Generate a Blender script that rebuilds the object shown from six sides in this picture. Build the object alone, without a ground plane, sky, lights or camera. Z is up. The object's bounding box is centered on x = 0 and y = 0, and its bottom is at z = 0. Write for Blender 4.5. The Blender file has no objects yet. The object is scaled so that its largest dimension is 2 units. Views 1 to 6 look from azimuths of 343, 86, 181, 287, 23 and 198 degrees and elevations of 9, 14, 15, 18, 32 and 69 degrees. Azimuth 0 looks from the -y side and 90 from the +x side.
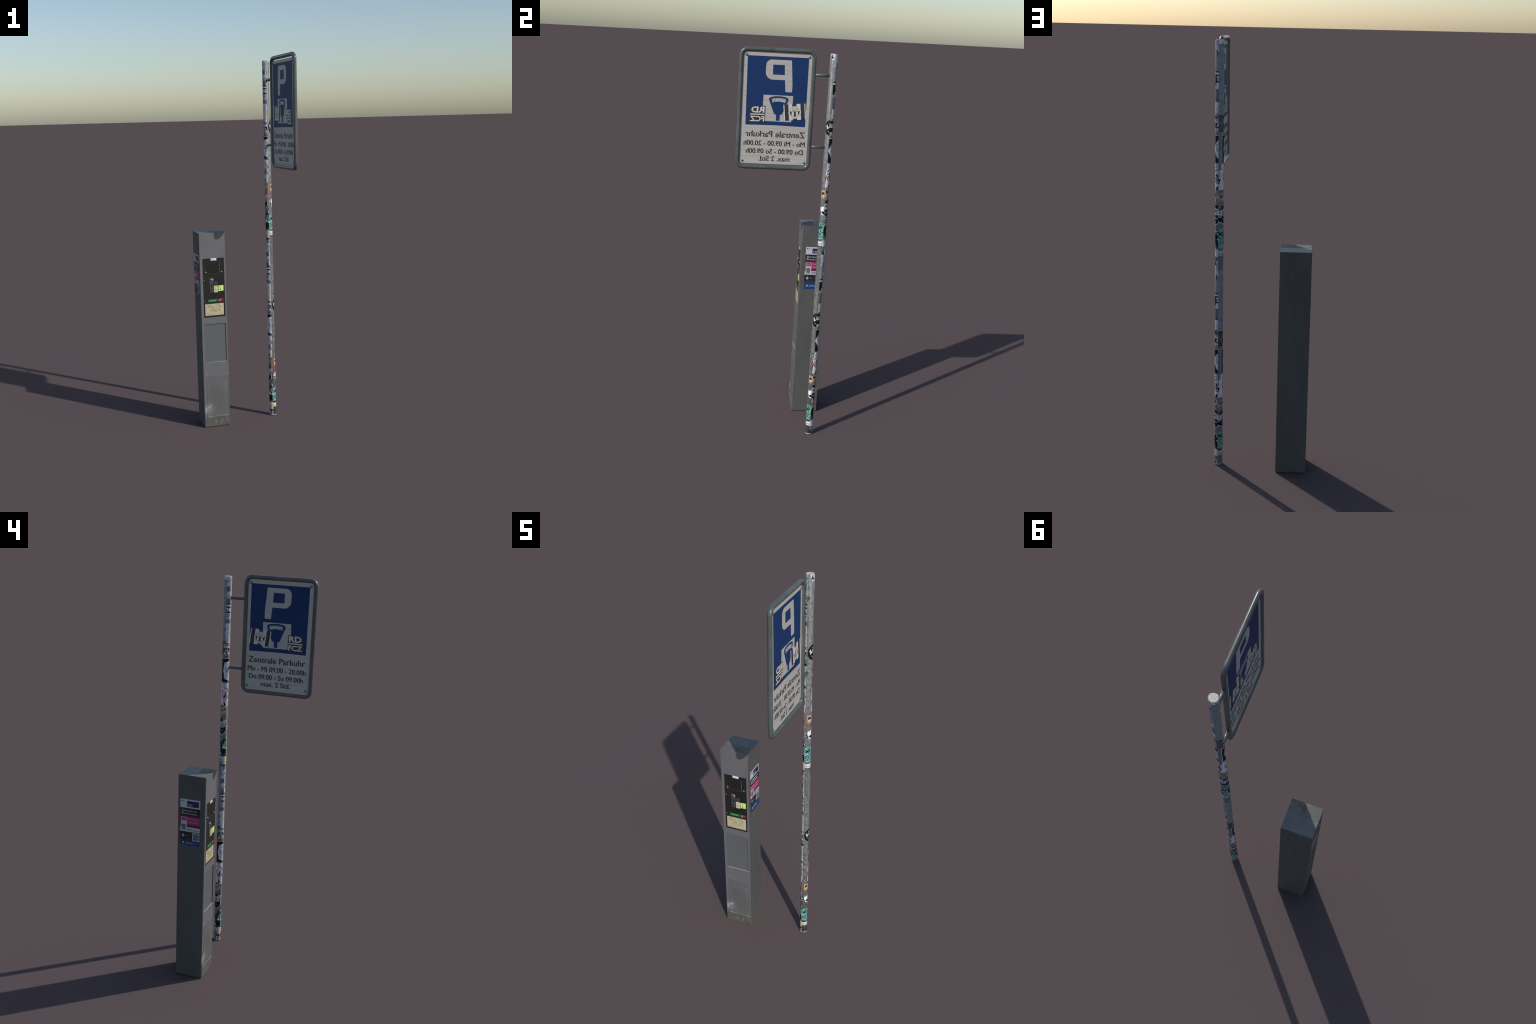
"""Street parking meter beside a round pole that carries a framed parking sign.

Frame: metres, z up.  The meter is a square column, the pole a tube covered in
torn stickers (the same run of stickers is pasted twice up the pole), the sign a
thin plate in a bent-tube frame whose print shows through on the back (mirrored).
"""
import bpy, bmesh, math, random
from mathutils import Vector, Matrix

# ---------------------------------------------------------------- sizes
POLE_X, POLE_Y, POLE_R, POLE_H = 0.2000, 0.1920, 0.0185, 1.9845
RUN = 0.9903                      # height of one run of stickers
MX0, MX1, MY0, MY1, MH = -0.2184, -0.0760, 0.1213, 0.2634, 1.0798   # meter column
SX = 0.2031                       # plane of the sign
FR = 0.0107                       # radius of the frame tube
FY0, FY1, FZ0, FZ1 = -0.2632, 0.1083, 1.4155, 2.0000   # outside of the frame

# ---------------------------------------------------------------- materials
def srgb(r, g, b):
    def f(c):
        c /= 255.0
        return c / 12.92 if c <= 0.04045 else ((c + 0.055) / 1.055) ** 2.4
    return (f(r), f(g), f(b), 1.0)

def lin(r, g, b):
    return (r, g, b, 1.0)

def scaled(c, k):
    return (min(1, c[0] * k), min(1, c[1] * k), min(1, c[2] * k), 1.0)

MATS = {}

def material(name, color, rough=0.55, metal=0.0, layers=(), bump=None, spec=0.5, coat=0.0, spots=()):
    """Principled material; every layer is (colour, noise scale xyz, low, high, detail)
    and mixes a colour in where a stretched noise rises from low to high."""
    if name in MATS:
        return MATS[name]
    m = bpy.data.materials.new(name)
    m.use_nodes = True
    nt = m.node_tree
    b = nt.nodes["Principled BSDF"]
    b.inputs["Roughness"].default_value = rough
    b.inputs["Metallic"].default_value = metal
    b.inputs["Specular IOR Level"].default_value = spec
    b.inputs["Coat Weight"].default_value = coat
    tc = nt.nodes.new("ShaderNodeTexCoord")
    last = None
    for i, (col, sc, lo, hi, det) in enumerate(layers):
        mp = nt.nodes.new("ShaderNodeMapping")
        mp.inputs["Scale"].default_value = sc
        mp.inputs["Location"].default_value = (3.1 * i, 1.7 * i, 0.9 * i)
        nt.links.new(tc.outputs["Object"], mp.inputs["Vector"])
        nz = nt.nodes.new("ShaderNodeTexNoise")
        nz.inputs["Scale"].default_value = 1.0
        nz.inputs["Detail"].default_value = det
        nt.links.new(mp.outputs["Vector"], nz.inputs["Vector"])
        rp = nt.nodes.new("ShaderNodeValToRGB")
        rp.color_ramp.elements[0].position = lo
        rp.color_ramp.elements[1].position = hi
        nt.links.new(nz.outputs["Fac"], rp.inputs["Fac"])
        mx = nt.nodes.new("ShaderNodeMix")
        mx.data_type = "RGBA"
        nt.links.new(rp.outputs["Color"], mx.inputs[0])
        if last is None:
            mx.inputs[6].default_value = color
        else:
            nt.links.new(last, mx.inputs[6])
        mx.inputs[7].default_value = col
        last = mx.outputs[2]
    for i, (col, cen, size, sc, gain) in enumerate(spots):
        # a soft patch of another colour round a point, broken up by noise
        mp = nt.nodes.new("ShaderNodeMapping")
        mp.vector_type = "TEXTURE"
        mp.inputs["Location"].default_value = cen
        mp.inputs["Scale"].default_value = size
        nt.links.new(tc.outputs["Object"], mp.inputs["Vector"])
        gr = nt.nodes.new("ShaderNodeTexGradient")
        gr.gradient_type = "SPHERICAL"
        nt.links.new(mp.outputs["Vector"], gr.inputs["Vector"])
        nz = nt.nodes.new("ShaderNodeTexNoise")
        nz.inputs["Scale"].default_value = sc
        nz.inputs["Detail"].default_value = 5
        nt.links.new(tc.outputs["Object"], nz.inputs["Vector"])
        mu = nt.nodes.new("ShaderNodeMath")
        mu.operation = "MULTIPLY"
        nt.links.new(gr.outputs["Fac"], mu.inputs[0])
        nt.links.new(nz.outputs["Fac"], mu.inputs[1])
        m2 = nt.nodes.new("ShaderNodeMath")
        m2.operation = "MULTIPLY"
        m2.use_clamp = True
        nt.links.new(mu.outputs[0], m2.inputs[0])
        m2.inputs[1].default_value = gain
        mx = nt.nodes.new("ShaderNodeMix")
        mx.data_type = "RGBA"
        nt.links.new(m2.outputs[0], mx.inputs[0])
        if last is None:
            mx.inputs[6].default_value = color
        else:
            nt.links.new(last, mx.inputs[6])
        mx.inputs[7].default_value = col
        last = mx.outputs[2]
    if last is None:
        b.inputs["Base Color"].default_value = color
    else:
        nt.links.new(last, b.inputs["Base Color"])
    if bump:
        scale, strength, dist = bump
        nz = nt.nodes.new("ShaderNodeTexNoise")
        nz.inputs["Scale"].default_value = scale
        nz.inputs["Detail"].default_value = 4
        nt.links.new(tc.outputs["Object"], nz.inputs["Vector"])
        bp = nt.nodes.new("ShaderNodeBump")
        bp.inputs["Strength"].default_value = strength
        bp.inputs["Distance"].default_value = dist
        nt.links.new(nz.outputs["Fac"], bp.inputs["Height"])
        nt.links.new(bp.outputs["Normal"], b.inputs["Normal"])
    MATS[name] = m
    return m

# ---- metals and paint
PAINT = lin(0.136, 0.133, 0.142)
SCUFF = (-0.2080, MY0, 0.1010)
M_HOUSING = material("painted_steel", PAINT, 0.55, 0, [
    (scaled(PAINT, 0.88), (9, 9, 2.5), 0.42, 0.72, 3),
    (lin(0.136, 0.140, 0.138), (30, 30, 8), 0.50, 0.75, 4)], bump=(420, 0.05, 0.0006),
    spots=[(lin(0.34, 0.35, 0.36), SCUFF, (0.022, 0.02, 0.035), 160, 1.4)])
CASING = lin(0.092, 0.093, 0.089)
M_CASING = material("dark_grey_casing", CASING, 0.6, 0, [
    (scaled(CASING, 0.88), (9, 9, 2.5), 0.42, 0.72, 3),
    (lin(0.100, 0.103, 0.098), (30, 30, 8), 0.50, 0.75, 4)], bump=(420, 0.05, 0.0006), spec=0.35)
M_EDGELIGHT = material("painted_edge_highlight", lin(0.34, 0.345, 0.35), 0.5)  # bright lower rim of the door recess, its highlight drawn as a light strip
M_DOOR = material("door_steel", lin(0.102, 0.112, 0.115), 0.5, 0, [
    (lin(0.112, 0.121, 0.125), (160, 160, 14), 0.42, 0.70, 3),
    (lin(0.092, 0.099, 0.102), (14, 14, 5), 0.50, 0.75, 2)], bump=(500, 0.05, 0.0005))
M_LOWDOOR = material("scuffed_door_steel", lin(0.114, 0.117, 0.119), 0.5, 0, [
    (lin(0.145, 0.148, 0.150), (16, 16, 9), 0.52, 0.75, 4),
    (lin(0.090, 0.091, 0.088), (11, 11, 6), 0.52, 0.78, 3)],
    spots=[(lin(0.27, 0.28, 0.285), (-0.196, MY0, 0.104), (0.036, 0.03, 0.045), 110, 1.15)])
M_PLINTH = material("dirty_plinth", lin(0.085, 0.083, 0.072), 0.75, 0, [
    (lin(0.150, 0.150, 0.138), (34, 34, 22), 0.50, 0.70, 4),
    (lin(0.060, 0.057, 0.046), (20, 20, 26), 0.52, 0.74, 4)])
M_TOP = material("smooth_cap", lin(0.150, 0.152, 0.156), 0.5, 0, [
    (lin(0.120, 0.122, 0.126), (18, 18, 18), 0.45, 0.72, 4)])
M_TOPROUGH = material("grimy_cap", lin(0.150, 0.150, 0.136), 0.8, 0, [
    (lin(0.080, 0.082, 0.078), (360, 360, 360), 0.46, 0.58, 3),
    (lin(0.180, 0.178, 0.155), (45, 45, 45), 0.50, 0.72, 4)], bump=(600, 0.35, 0.0012))
M_MOSS = material("dark_stain", lin(0.085, 0.088, 0.078), 0.85, 0, [
    (lin(0.125, 0.128, 0.115), (400, 400, 400), 0.5, 0.62, 2)])
M_FRAME = material("frame_tube", lin(0.078, 0.093, 0.090), 0.28, 0.0, [
    (lin(0.108, 0.118, 0.122), (12, 9, 9), 0.50, 0.70, 3),
    (lin(0.054, 0.062, 0.058), (22, 14, 14), 0.54, 0.74, 3)])
M_GALV = material("galvanised_tube", lin(0.160, 0.170, 0.165), 0.5, 0.0, [
    (lin(0.104, 0.112, 0.108), (95, 95, 60), 0.45, 0.60, 5),
    (lin(0.245, 0.255, 0.250), (130, 130, 75), 0.55, 0.66, 4),
    (lin(0.098, 0.105, 0.100), (20, 20, 9), 0.52, 0.70, 2)])
M_GALVPALE = material("pale_grey_strip", lin(0.235, 0.250, 0.262), 0.5, 0.0, [
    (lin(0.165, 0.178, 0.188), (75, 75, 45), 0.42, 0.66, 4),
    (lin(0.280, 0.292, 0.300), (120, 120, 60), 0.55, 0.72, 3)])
M_DARKMETAL = material("dull_grey_metal", lin(0.125, 0.132, 0.136), 0.5, 0.0, [
    (lin(0.185, 0.190, 0.195), (90, 90, 70), 0.48, 0.68, 3)])
M_PALEMETAL = material("pale_metal", lin(0.280, 0.300, 0.325), 0.45, 0.0, [
    (lin(0.215, 0.23, 0.25), (60, 60, 30), 0.44, 0.66, 3)])
M_STEEL = material("bright_steel", lin(0.38, 0.37, 0.36), 0.35, 0.7)
M_SCREW = material("screw_metal", lin(0.22, 0.205, 0.18), 0.4, 0.6)
M_BRASS = material("brass_lock", lin(0.42, 0.30, 0.14), 0.4, 0.5)
M_BLACK = material("black_panel", lin(0.0125, 0.0130, 0.0132), 0.55, 0, [
    (lin(0.016, 0.016, 0.016), (25, 25, 12), 0.45, 0.7, 2)], spec=0.3)
M_BLACKLINE = material("black_panel_ridge", lin(0.030, 0.030, 0.031), 0.5)
M_SCREEN = material("display_glass", lin(0.016, 0.0105, 0.008), 0.30, 0, [
    (lin(0.024, 0.017, 0.013), (60, 60, 130), 0.45, 0.65, 4),
    (lin(0.016, 0.018, 0.012), (30, 30, 40), 0.50, 0.60, 2)])
M_SCREENTXT = material("display_text", lin(0.006, 0.005, 0.004), 0.4)
M_SLOT = material("coin_slot_steel", lin(0.060, 0.058, 0.053), 0.45, 0.0, [
    (lin(0.085, 0.082, 0.075), (120, 120, 40), 0.5, 0.7, 2)])
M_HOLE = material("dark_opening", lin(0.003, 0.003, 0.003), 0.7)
# ---- print
M_SIGN = material("sign_sheeting", lin(0.455, 0.435, 0.400), 0.5, 0, [
    (lin(0.400, 0.372, 0.345), (4, 4, 95), 0.46, 0.62, 2),
    (lin(0.480, 0.462, 0.428), (5, 5, 210), 0.52, 0.66, 2)])
M_SIGNWHITE = material("sign_white_print", lin(0.445, 0.425, 0.395), 0.5, 0, [
    (lin(0.395, 0.375, 0.350), (4, 4, 110), 0.46, 0.66, 2)])
M_BLUE = material("sign_blue_print", lin(0.0075, 0.0330, 0.125), 0.55, 0, [
    (lin(0.0085, 0.0385, 0.118), (8, 8, 60), 0.45, 0.7, 2)], spec=0.25)
M_INK = material("sign_letter_ink", lin(0.022, 0.024, 0.027), 0.5)
M_STKDARK = material("dark_sticker", lin(0.024, 0.027, 0.034), 0.5)
M_STKWHITE = material("pale_sticker", lin(0.62, 0.58, 0.54), 0.5)
M_STKGREY = material("faded_print", lin(0.45, 0.43, 0.39), 0.5)

def flat(name, c, rough=0.5):
    return material(name, c, rough)

M_LWHITE = flat("label_white", lin(0.50, 0.53, 0.55))
M_LNAVY = flat("label_navy", lin(0.013, 0.014, 0.075))
M_LBLACK = flat("label_black", lin(0.012, 0.012, 0.012))
M_LPINK = flat("label_magenta", lin(0.36, 0.022, 0.105))
M_LPURP = flat("label_purple", lin(0.085, 0.012, 0.085))
M_LBLUE = flat("label_blue", lin(0.008, 0.046, 0.150))
M_LTEXT = flat("label_text_white", lin(0.42, 0.44, 0.45))
M_LSOFT = flat("label_text_grey", lin(0.14, 0.145, 0.15))
M_LPTXT = flat("label_text_rose", lin(0.52, 0.22, 0.34))
M_QR = material("code_square", lin(0.07, 0.075, 0.08), 0.5, 0, [
    (lin(0.20, 0.21, 0.22), (420, 420, 420), 0.48, 0.56, 1)])
M_CREAM = material("cream_card", lin(0.52, 0.465, 0.295), 0.45, 0, [
    (lin(0.46, 0.405, 0.25), (14, 14, 14), 0.45, 0.7, 2)])
M_CREAMTXT = flat("card_text", lin(0.20, 0.165, 0.09))
M_CREAMTXT2 = flat("card_text_dark", lin(0.12, 0.098, 0.06))
M_BEIGE = flat("beige_sticker", lin(0.58, 0.51, 0.35))
M_LIME = flat("lime_sticker", lin(0.60, 0.90, 0.15))
M_LIMETXT = flat("lime_text", lin(0.33, 0.50, 0.10))
M_INKBLUE = flat("blue_ink", lin(0.05, 0.055, 0.42))
M_GREEN = flat("green_key", lin(0.012, 0.22, 0.035))
M_RED = flat("red_key", lin(0.52, 0.035, 0.040))
M_BTN = material("dark_button", lin(0.020, 0.017, 0.018), 0.35)
M_PAPER = flat("paper_white", lin(0.75, 0.75, 0.82))
M_SILVER = material("foil_sticker", lin(0.45, 0.50, 0.56), 0.4, 0.2)
M_RUST = material("tan_crust", lin(0.46, 0.33, 0.18), 0.8, 0, [
    (lin(0.26, 0.20, 0.12), (150, 150, 150), 0.48, 0.62, 2)])
M_SCRATCH = material("bare_scratch", lin(0.60, 0.61, 0.63), 0.5)
# ---- pole stickers
M_WPAPER = material("worn_white_paper", lin(0.54, 0.55, 0.61), 0.55, 0, [
    (lin(0.30, 0.31, 0.36), (70, 70, 55), 0.46, 0.62, 4),
    (lin(0.10, 0.10, 0.13), (190, 190, 150), 0.64, 0.70, 3)])
M_WCLEAN = material("white_paper", lin(0.66, 0.67, 0.72), 0.5, 0, [
    (lin(0.46, 0.48, 0.54), (60, 60, 40), 0.46, 0.64, 4),
    (lin(0.20, 0.21, 0.25), (200, 200, 160), 0.66, 0.72, 3)])
M_WBRIGHT = flat("fresh_white_paper", lin(0.82, 0.82, 0.83))
M_PBLACK = material("black_paper", lin(0.0065, 0.0065, 0.008), 0.55, spec=0.25)
M_PNAVY = material("navy_paper", lin(0.012, 0.013, 0.040), 0.5, 0, [
    (lin(0.04, 0.045, 0.09), (150, 150, 120), 0.55, 0.65, 3)])
M_PYEL = flat("yellow_bar", lin(0.47, 0.33, 0.12))
M_PRED = flat("red_paper", lin(0.40, 0.018, 0.030))
M_PMAROON = flat("crimson_paper", lin(0.30, 0.035, 0.070))
M_PBEIGE = material("tan_paper", lin(0.60, 0.40, 0.21), 0.5, 0, [
    (lin(0.42, 0.33, 0.18), (80, 80, 40), 0.5, 0.7, 2)])
M_PBEIGE2 = material("straw_paper", lin(0.42, 0.34, 0.19), 0.5)
M_PBROWN = flat("brown_print", lin(0.09, 0.06, 0.035))
M_PSALMON = material("salmon_paper", lin(0.58, 0.22, 0.14), 0.5, 0, [
    (lin(0.40, 0.10, 0.06), (160, 160, 90), 0.5, 0.62, 3)])
M_PTEAL = material("teal_paper", lin(0.16, 0.44, 0.40), 0.5, 0, [
    (lin(0.26, 0.58, 0.52), (110, 110, 60), 0.48, 0.62, 3),
    (lin(0.05, 0.17, 0.16), (140, 140, 90), 0.56, 0.64, 3)])
M_PTEALDK = flat("dark_teal_print", lin(0.014, 0.055, 0.055))
M_PLIME = flat("yellow_green_print", lin(0.40, 0.41, 0.11))
M_PCREAM = material("cream_paper", lin(0.62, 0.53, 0.24), 0.5, 0, [
    (lin(0.72, 0.65, 0.40), (200, 200, 8), 0.45, 0.6, 2)])
M_PPALEY = flat("pale_yellow_paper", lin(0.52, 0.50, 0.30))
M_PBLUE = flat("sky_blue_print", lin(0.10, 0.24, 0.42))
M_PINK = flat("sticker_ink", lin(0.030, 0.030, 0.045))
M_PGREY = flat("grey_ink", lin(0.17, 0.175, 0.20))

# ---------------------------------------------------------------- scene tree
COL = bpy.context.scene.collection

def empty(name, loc, label, category):
    o = bpy.data.objects.new(name, None)
    o.location = loc
    COL.objects.link(o)
    o["label"] = label
    o["category"] = category
    return o

def world_of(o):
    m = o.matrix_basis.copy()
    if o.parent:
        return world_of(o.parent) @ o.matrix_parent_inverse @ m
    return m

def adopt(child, parent):
    child.parent = parent
    child.matrix_parent_inverse = world_of(parent).inverted()
    return child

def make(name, mesh, parent, mat=None, smooth=False):
    o = bpy.data.objects.new(name, mesh)
    COL.objects.link(o)
    if mat is not None:
        mesh.materials.clear()
        mesh.materials.append(mat)
    if smooth:
        mesh.shade_smooth()
    adopt(o, parent)
    return o

def from_bm(bm, name):
    me = bpy.data.meshes.new(name)
    bm.normal_update()
    bm.to_mesh(me)
    bm.free()
    return me

METER = empty("parking_meter", (0.5 * (MX0 + MX1), 0.5 * (MY0 + MY1), 0),
              "grey square column parking meter with black control panel", "parking meter")
POST = empty("sign_post", (POLE_X, POLE_Y, 0),
             "stickered metal pole carrying a framed blue parking sign", "road sign")

# ---------------------------------------------------------------- flat print on a plane
class Plane:
    """A drawing plane: a to the right, b up, h out of the surface."""
    def __init__(self, o, a, b, n):
        self.o, self.a, self.b, self.n = Vector(o), Vector(a), Vector(b), Vector(n)
    def __call__(self, a, b, h=0.0):
        return self.o + self.a * a + self.b * b + self.n * h

SIGN = Plane((SX, 0, 0), (0, -1, 0), (0, 0, 1), (-1, 0, 0))        # a = -y
FRONT = Plane((0, MY0, 0), (1, 0, 0), (0, 0, 1), (0, -1, 0))       # a = x
RIGHT = Plane((MX1, 0, 0), (0, 1, 0), (0, 0, 1), (1, 0, 0))        # a = y
LEFT = Plane((MX0, 0, 0), (0, -1, 0), (0, 0, 1), (-1, 0, 0))       # a = -y
CAP = Plane((0, 0, MH), (1, 0, 0), (0, 1, 0), (0, 0, 1))           # a = x, b = y

def curve_mesh(loops):
    """2D filled curve (inner loops become holes) -> triangulated flat mesh data."""
    cu = bpy.data.curves.new("outline", "CURVE")
    cu.dimensions = "2D"
    cu.fill_mode = "BOTH"
    for lp in loops:
        sp = cu.splines.new("POLY")
        sp.points.add(len(lp) - 1)
        for p, (x, y) in zip(sp.points, lp):
            p.co = (x, y, 0, 1)
        sp.use_cyclic_u = True
    return evaluated(cu)

def evaluated(cu):
    o = bpy.data.objects.new("outline", cu)
    COL.objects.link(o)
    bpy.context.view_layer.update()
    dg = bpy.context.evaluated_depsgraph_get()
    me = bpy.data.meshes.new_from_object(o.evaluated_get(dg))
    bpy.data.objects.remove(o)
    bpy.data.curves.remove(cu)
    return me

TEXT_CACHE = {}

def text_mesh(s, weight=0.0):
    """Lettering at size 1, strokes thickened by weight."""
    key = (s, weight)
    if key not in TEXT_CACHE:
        cu = bpy.data.curves.new("lettering", "FONT")
        cu.body = s
        cu.size = 1.0
        cu.resolution_u = 3
        cu.offset = weight
        me = evaluated(cu)
        xs = [v.co.x for v in me.vertices]
        ys = [v.co.y for v in me.vertices]
        TEXT_CACHE[key] = (me, min(xs), max(xs), min(ys), max(ys))
    return TEXT_CACHE[key]

def flat_text(s, a0, a1, b0, b1, warp=None, weight=0.008):
    """Text scaled into the box; returns bmesh in (a, b)."""
    me, x0, x1, y0, y1 = text_mesh(s, weight)
    bm = bmesh.new()
    bm.from_mesh(me)
    for v in bm.verts:
        v.co.x = a0 + (v.co.x - x0) / (x1 - x0) * (a1 - a0)
        v.co.y = b0 + (v.co.y - y0) / (y1 - y0) * (b1 - b0)
        v.co.z = 0
    if warp:
        for v in bm.verts:
            v.co.x, v.co.y = warp(v.co.x, v.co.y)
    return bm

def solid(bm, plane, h0, h1):
    """Give flat (a, b) faces thickness from h0 to h1 on a plane."""
    bmesh.ops.remove_doubles(bm, verts=bm.verts, dist=1e-7)
    faces = list(bm.faces)
    for f in faces:
        f.smooth = False
    r = bmesh.ops.extrude_face_region(bm, geom=faces, use_keep_orig=True)
    top = {v for v in r["geom"] if isinstance(v, bmesh.types.BMVert)}
    for v in bm.verts:
        v.co = plane(v.co.x, v.co.y, h1 if v in top else h0)
    bmesh.ops.recalc_face_normals(bm, faces=bm.faces)
    return bm

def poly_bm(pts):
    bm = bmesh.new()
    bm.faces.new([bm.verts.new((x, y, 0)) for x, y in pts])
    return bm

def loops_bm(loops):
    me = curve_mesh(loops)
    bm = bmesh.new()
    bm.from_mesh(me)
    bpy.data.meshes.remove(me)
    return bm

def rect(a0, a1, b0, b1):
    return [(a0, b0), (a1, b0), (a1, b1), (a0, b1)]

def ellipse(ca, cb, ra, rb, n=28, t0=0.0, t1=360.0):
    full = abs(t1 - t0) >= 360
    k = n if full else n + 1
    return [(ca + ra * math.cos(math.radians(t0 + (t1 - t0) * i / n)),
             cb + rb * math.sin(math.radians(t0 + (t1 - t0) * i / n))) for i in range(k)]

def rounded(a0, a1, b0, b1, r, n=6):
    p = []
    for ca, cb, t in ((a1 - r, b1 - r, 0), (a0 + r, b1 - r, 90), (a0 + r, b0 + r, 180), (a1 - r, b0 + r, 270)):
        p += [(ca + r * math.cos(math.radians(t + 90 * i / n)), cb + r * math.sin(math.radians(t + 90 * i / n))) for i in range(n + 1)]
    return p

def piece(name, parent, mat, plane, loops, h0, h1):
    if isinstance(loops[0][0], (int, float)):
        loops = [loops]
    bm = loops_bm(loops) if len(loops) > 1 or len(loops[0]) > 8 else poly_bm(loops[0])
    return make(name, from_bm(solid(bm, plane, h0, h1), name), parent, mat)

def words(name, parent, mat, plane, s, a0, a1, b0, b1, h0, h1, warp=None, weight=0.008):
    return make(name, from_bm(solid(flat_text(s, a0, a1, b0, b1, warp, weight), plane, h0, h1), name), parent, mat)

def stroke_quads(pts, w):
    """Ribbon along a polyline as (a, b) quads."""
    out = []
    for (x0, y0), (x1, y1) in zip(pts, pts[1:]):
        d = math.hypot(x1 - x0, y1 - y0) or 1e-9
        nx, ny = -(y1 - y0) / d * w / 2, (x1 - x0) / d * w / 2
        ex, ey = (x1 - x0) / d * w * 0.2, (y1 - y0) / d * w * 0.2
        out.append([(x0 + nx - ex, y0 + ny - ey), (x0 - nx - ex, y0 - ny - ey), (x1 - nx + ex, y1 - ny + ey), (x1 + nx + ex, y1 + ny + ey)])
    return out

def box(name, parent, mat, x0, x1, y0, y1, z0, z1, bevel=0.0):
    bm = bmesh.new()
    bmesh.ops.create_cube(bm, size=1)
    for v in bm.verts:
        v.co = Vector((x0 + (v.co.x + .5) * (x1 - x0), y0 + (v.co.y + .5) * (y1 - y0), z0 + (v.co.z + .5) * (z1 - z0)))
    if bevel:
        bmesh.ops.bevel(bm, geom=list(bm.edges), offset=bevel, segments=2, affect="EDGES", profile=0.6)
    return make(name, from_bm(bm, name), parent, mat)

def dome(name, parent, mat, plane, a, b, r, h, base=0.0, n=18):
    """Low round head (screw, button)."""
    bm = bmesh.new()
    prof = [(r, -0.0005), (r, h * 0.35), (r * 0.86, h * 0.75), (r * 0.55, h), (0, h * 1.04)]
    rings = []
    for rr, hh in prof[:-1]:
        rings.append([bm.verts.new(plane(a + rr * math.cos(2 * math.pi * i / n), b + rr * math.sin(2 * math.pi * i / n), base + hh)) for i in range(n)])
    tip = bm.verts.new(plane(a, b, base + prof[-1][1]))
    for q, s in zip(rings, rings[1:]):
        for i in range(n):
            bm.faces.new((q[i], q[(i + 1) % n], s[(i + 1) % n], s[i]))
    for i in range(n):
        bm.faces.new((rings[-1][i], rings[-1][(i + 1) % n], tip))
    bmesh.ops.recalc_face_normals(bm, faces=bm.faces)
    return make(name, from_bm(bm, name), parent, mat, smooth=True)

# ---------------------------------------------------------------- tubes
def tube_mesh(path, r, n=20, closed=False, name="tube", cap=True):
    bm = bmesh.new()
    pts = [Vector(p) for p in path]
    N = len(pts)
    rings = []
    ref = Vector((1, 0, 0))
    for i, p in enumerate(pts):
        if closed:
            t = (pts[(i + 1) % N] - pts[i - 1]).normalized()
        else:
            t = (pts[min(i + 1, N - 1)] - pts[max(i - 1, 0)]).normalized()
        e1 = ref - t * ref.dot(t)
        if e1.length < 1e-4:
            e1 = Vector((0, 1, 0)) - t * t.y
        e1.normalize()
        e2 = t.cross(e1)
        rings.append([bm.verts.new(p + (e1 * math.cos(2 * math.pi * k / n) + e2 * math.sin(2 * math.pi * k / n)) * r) for k in range(n)])
    M = N if closed else N - 1
    for i in range(M):
        q, s = rings[i], rings[(i + 1) % N]
        for k in range(n):
            bm.faces.new((q[k], q[(k + 1) % n], s[(k + 1) % n], s[k]))
    if not closed and cap:
        bm.faces.new(rings[0])
        bm.faces.new(rings[-1])
    bmesh.ops.recalc_face_normals(bm, faces=bm.faces)
    return from_bm(bm, name)

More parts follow.
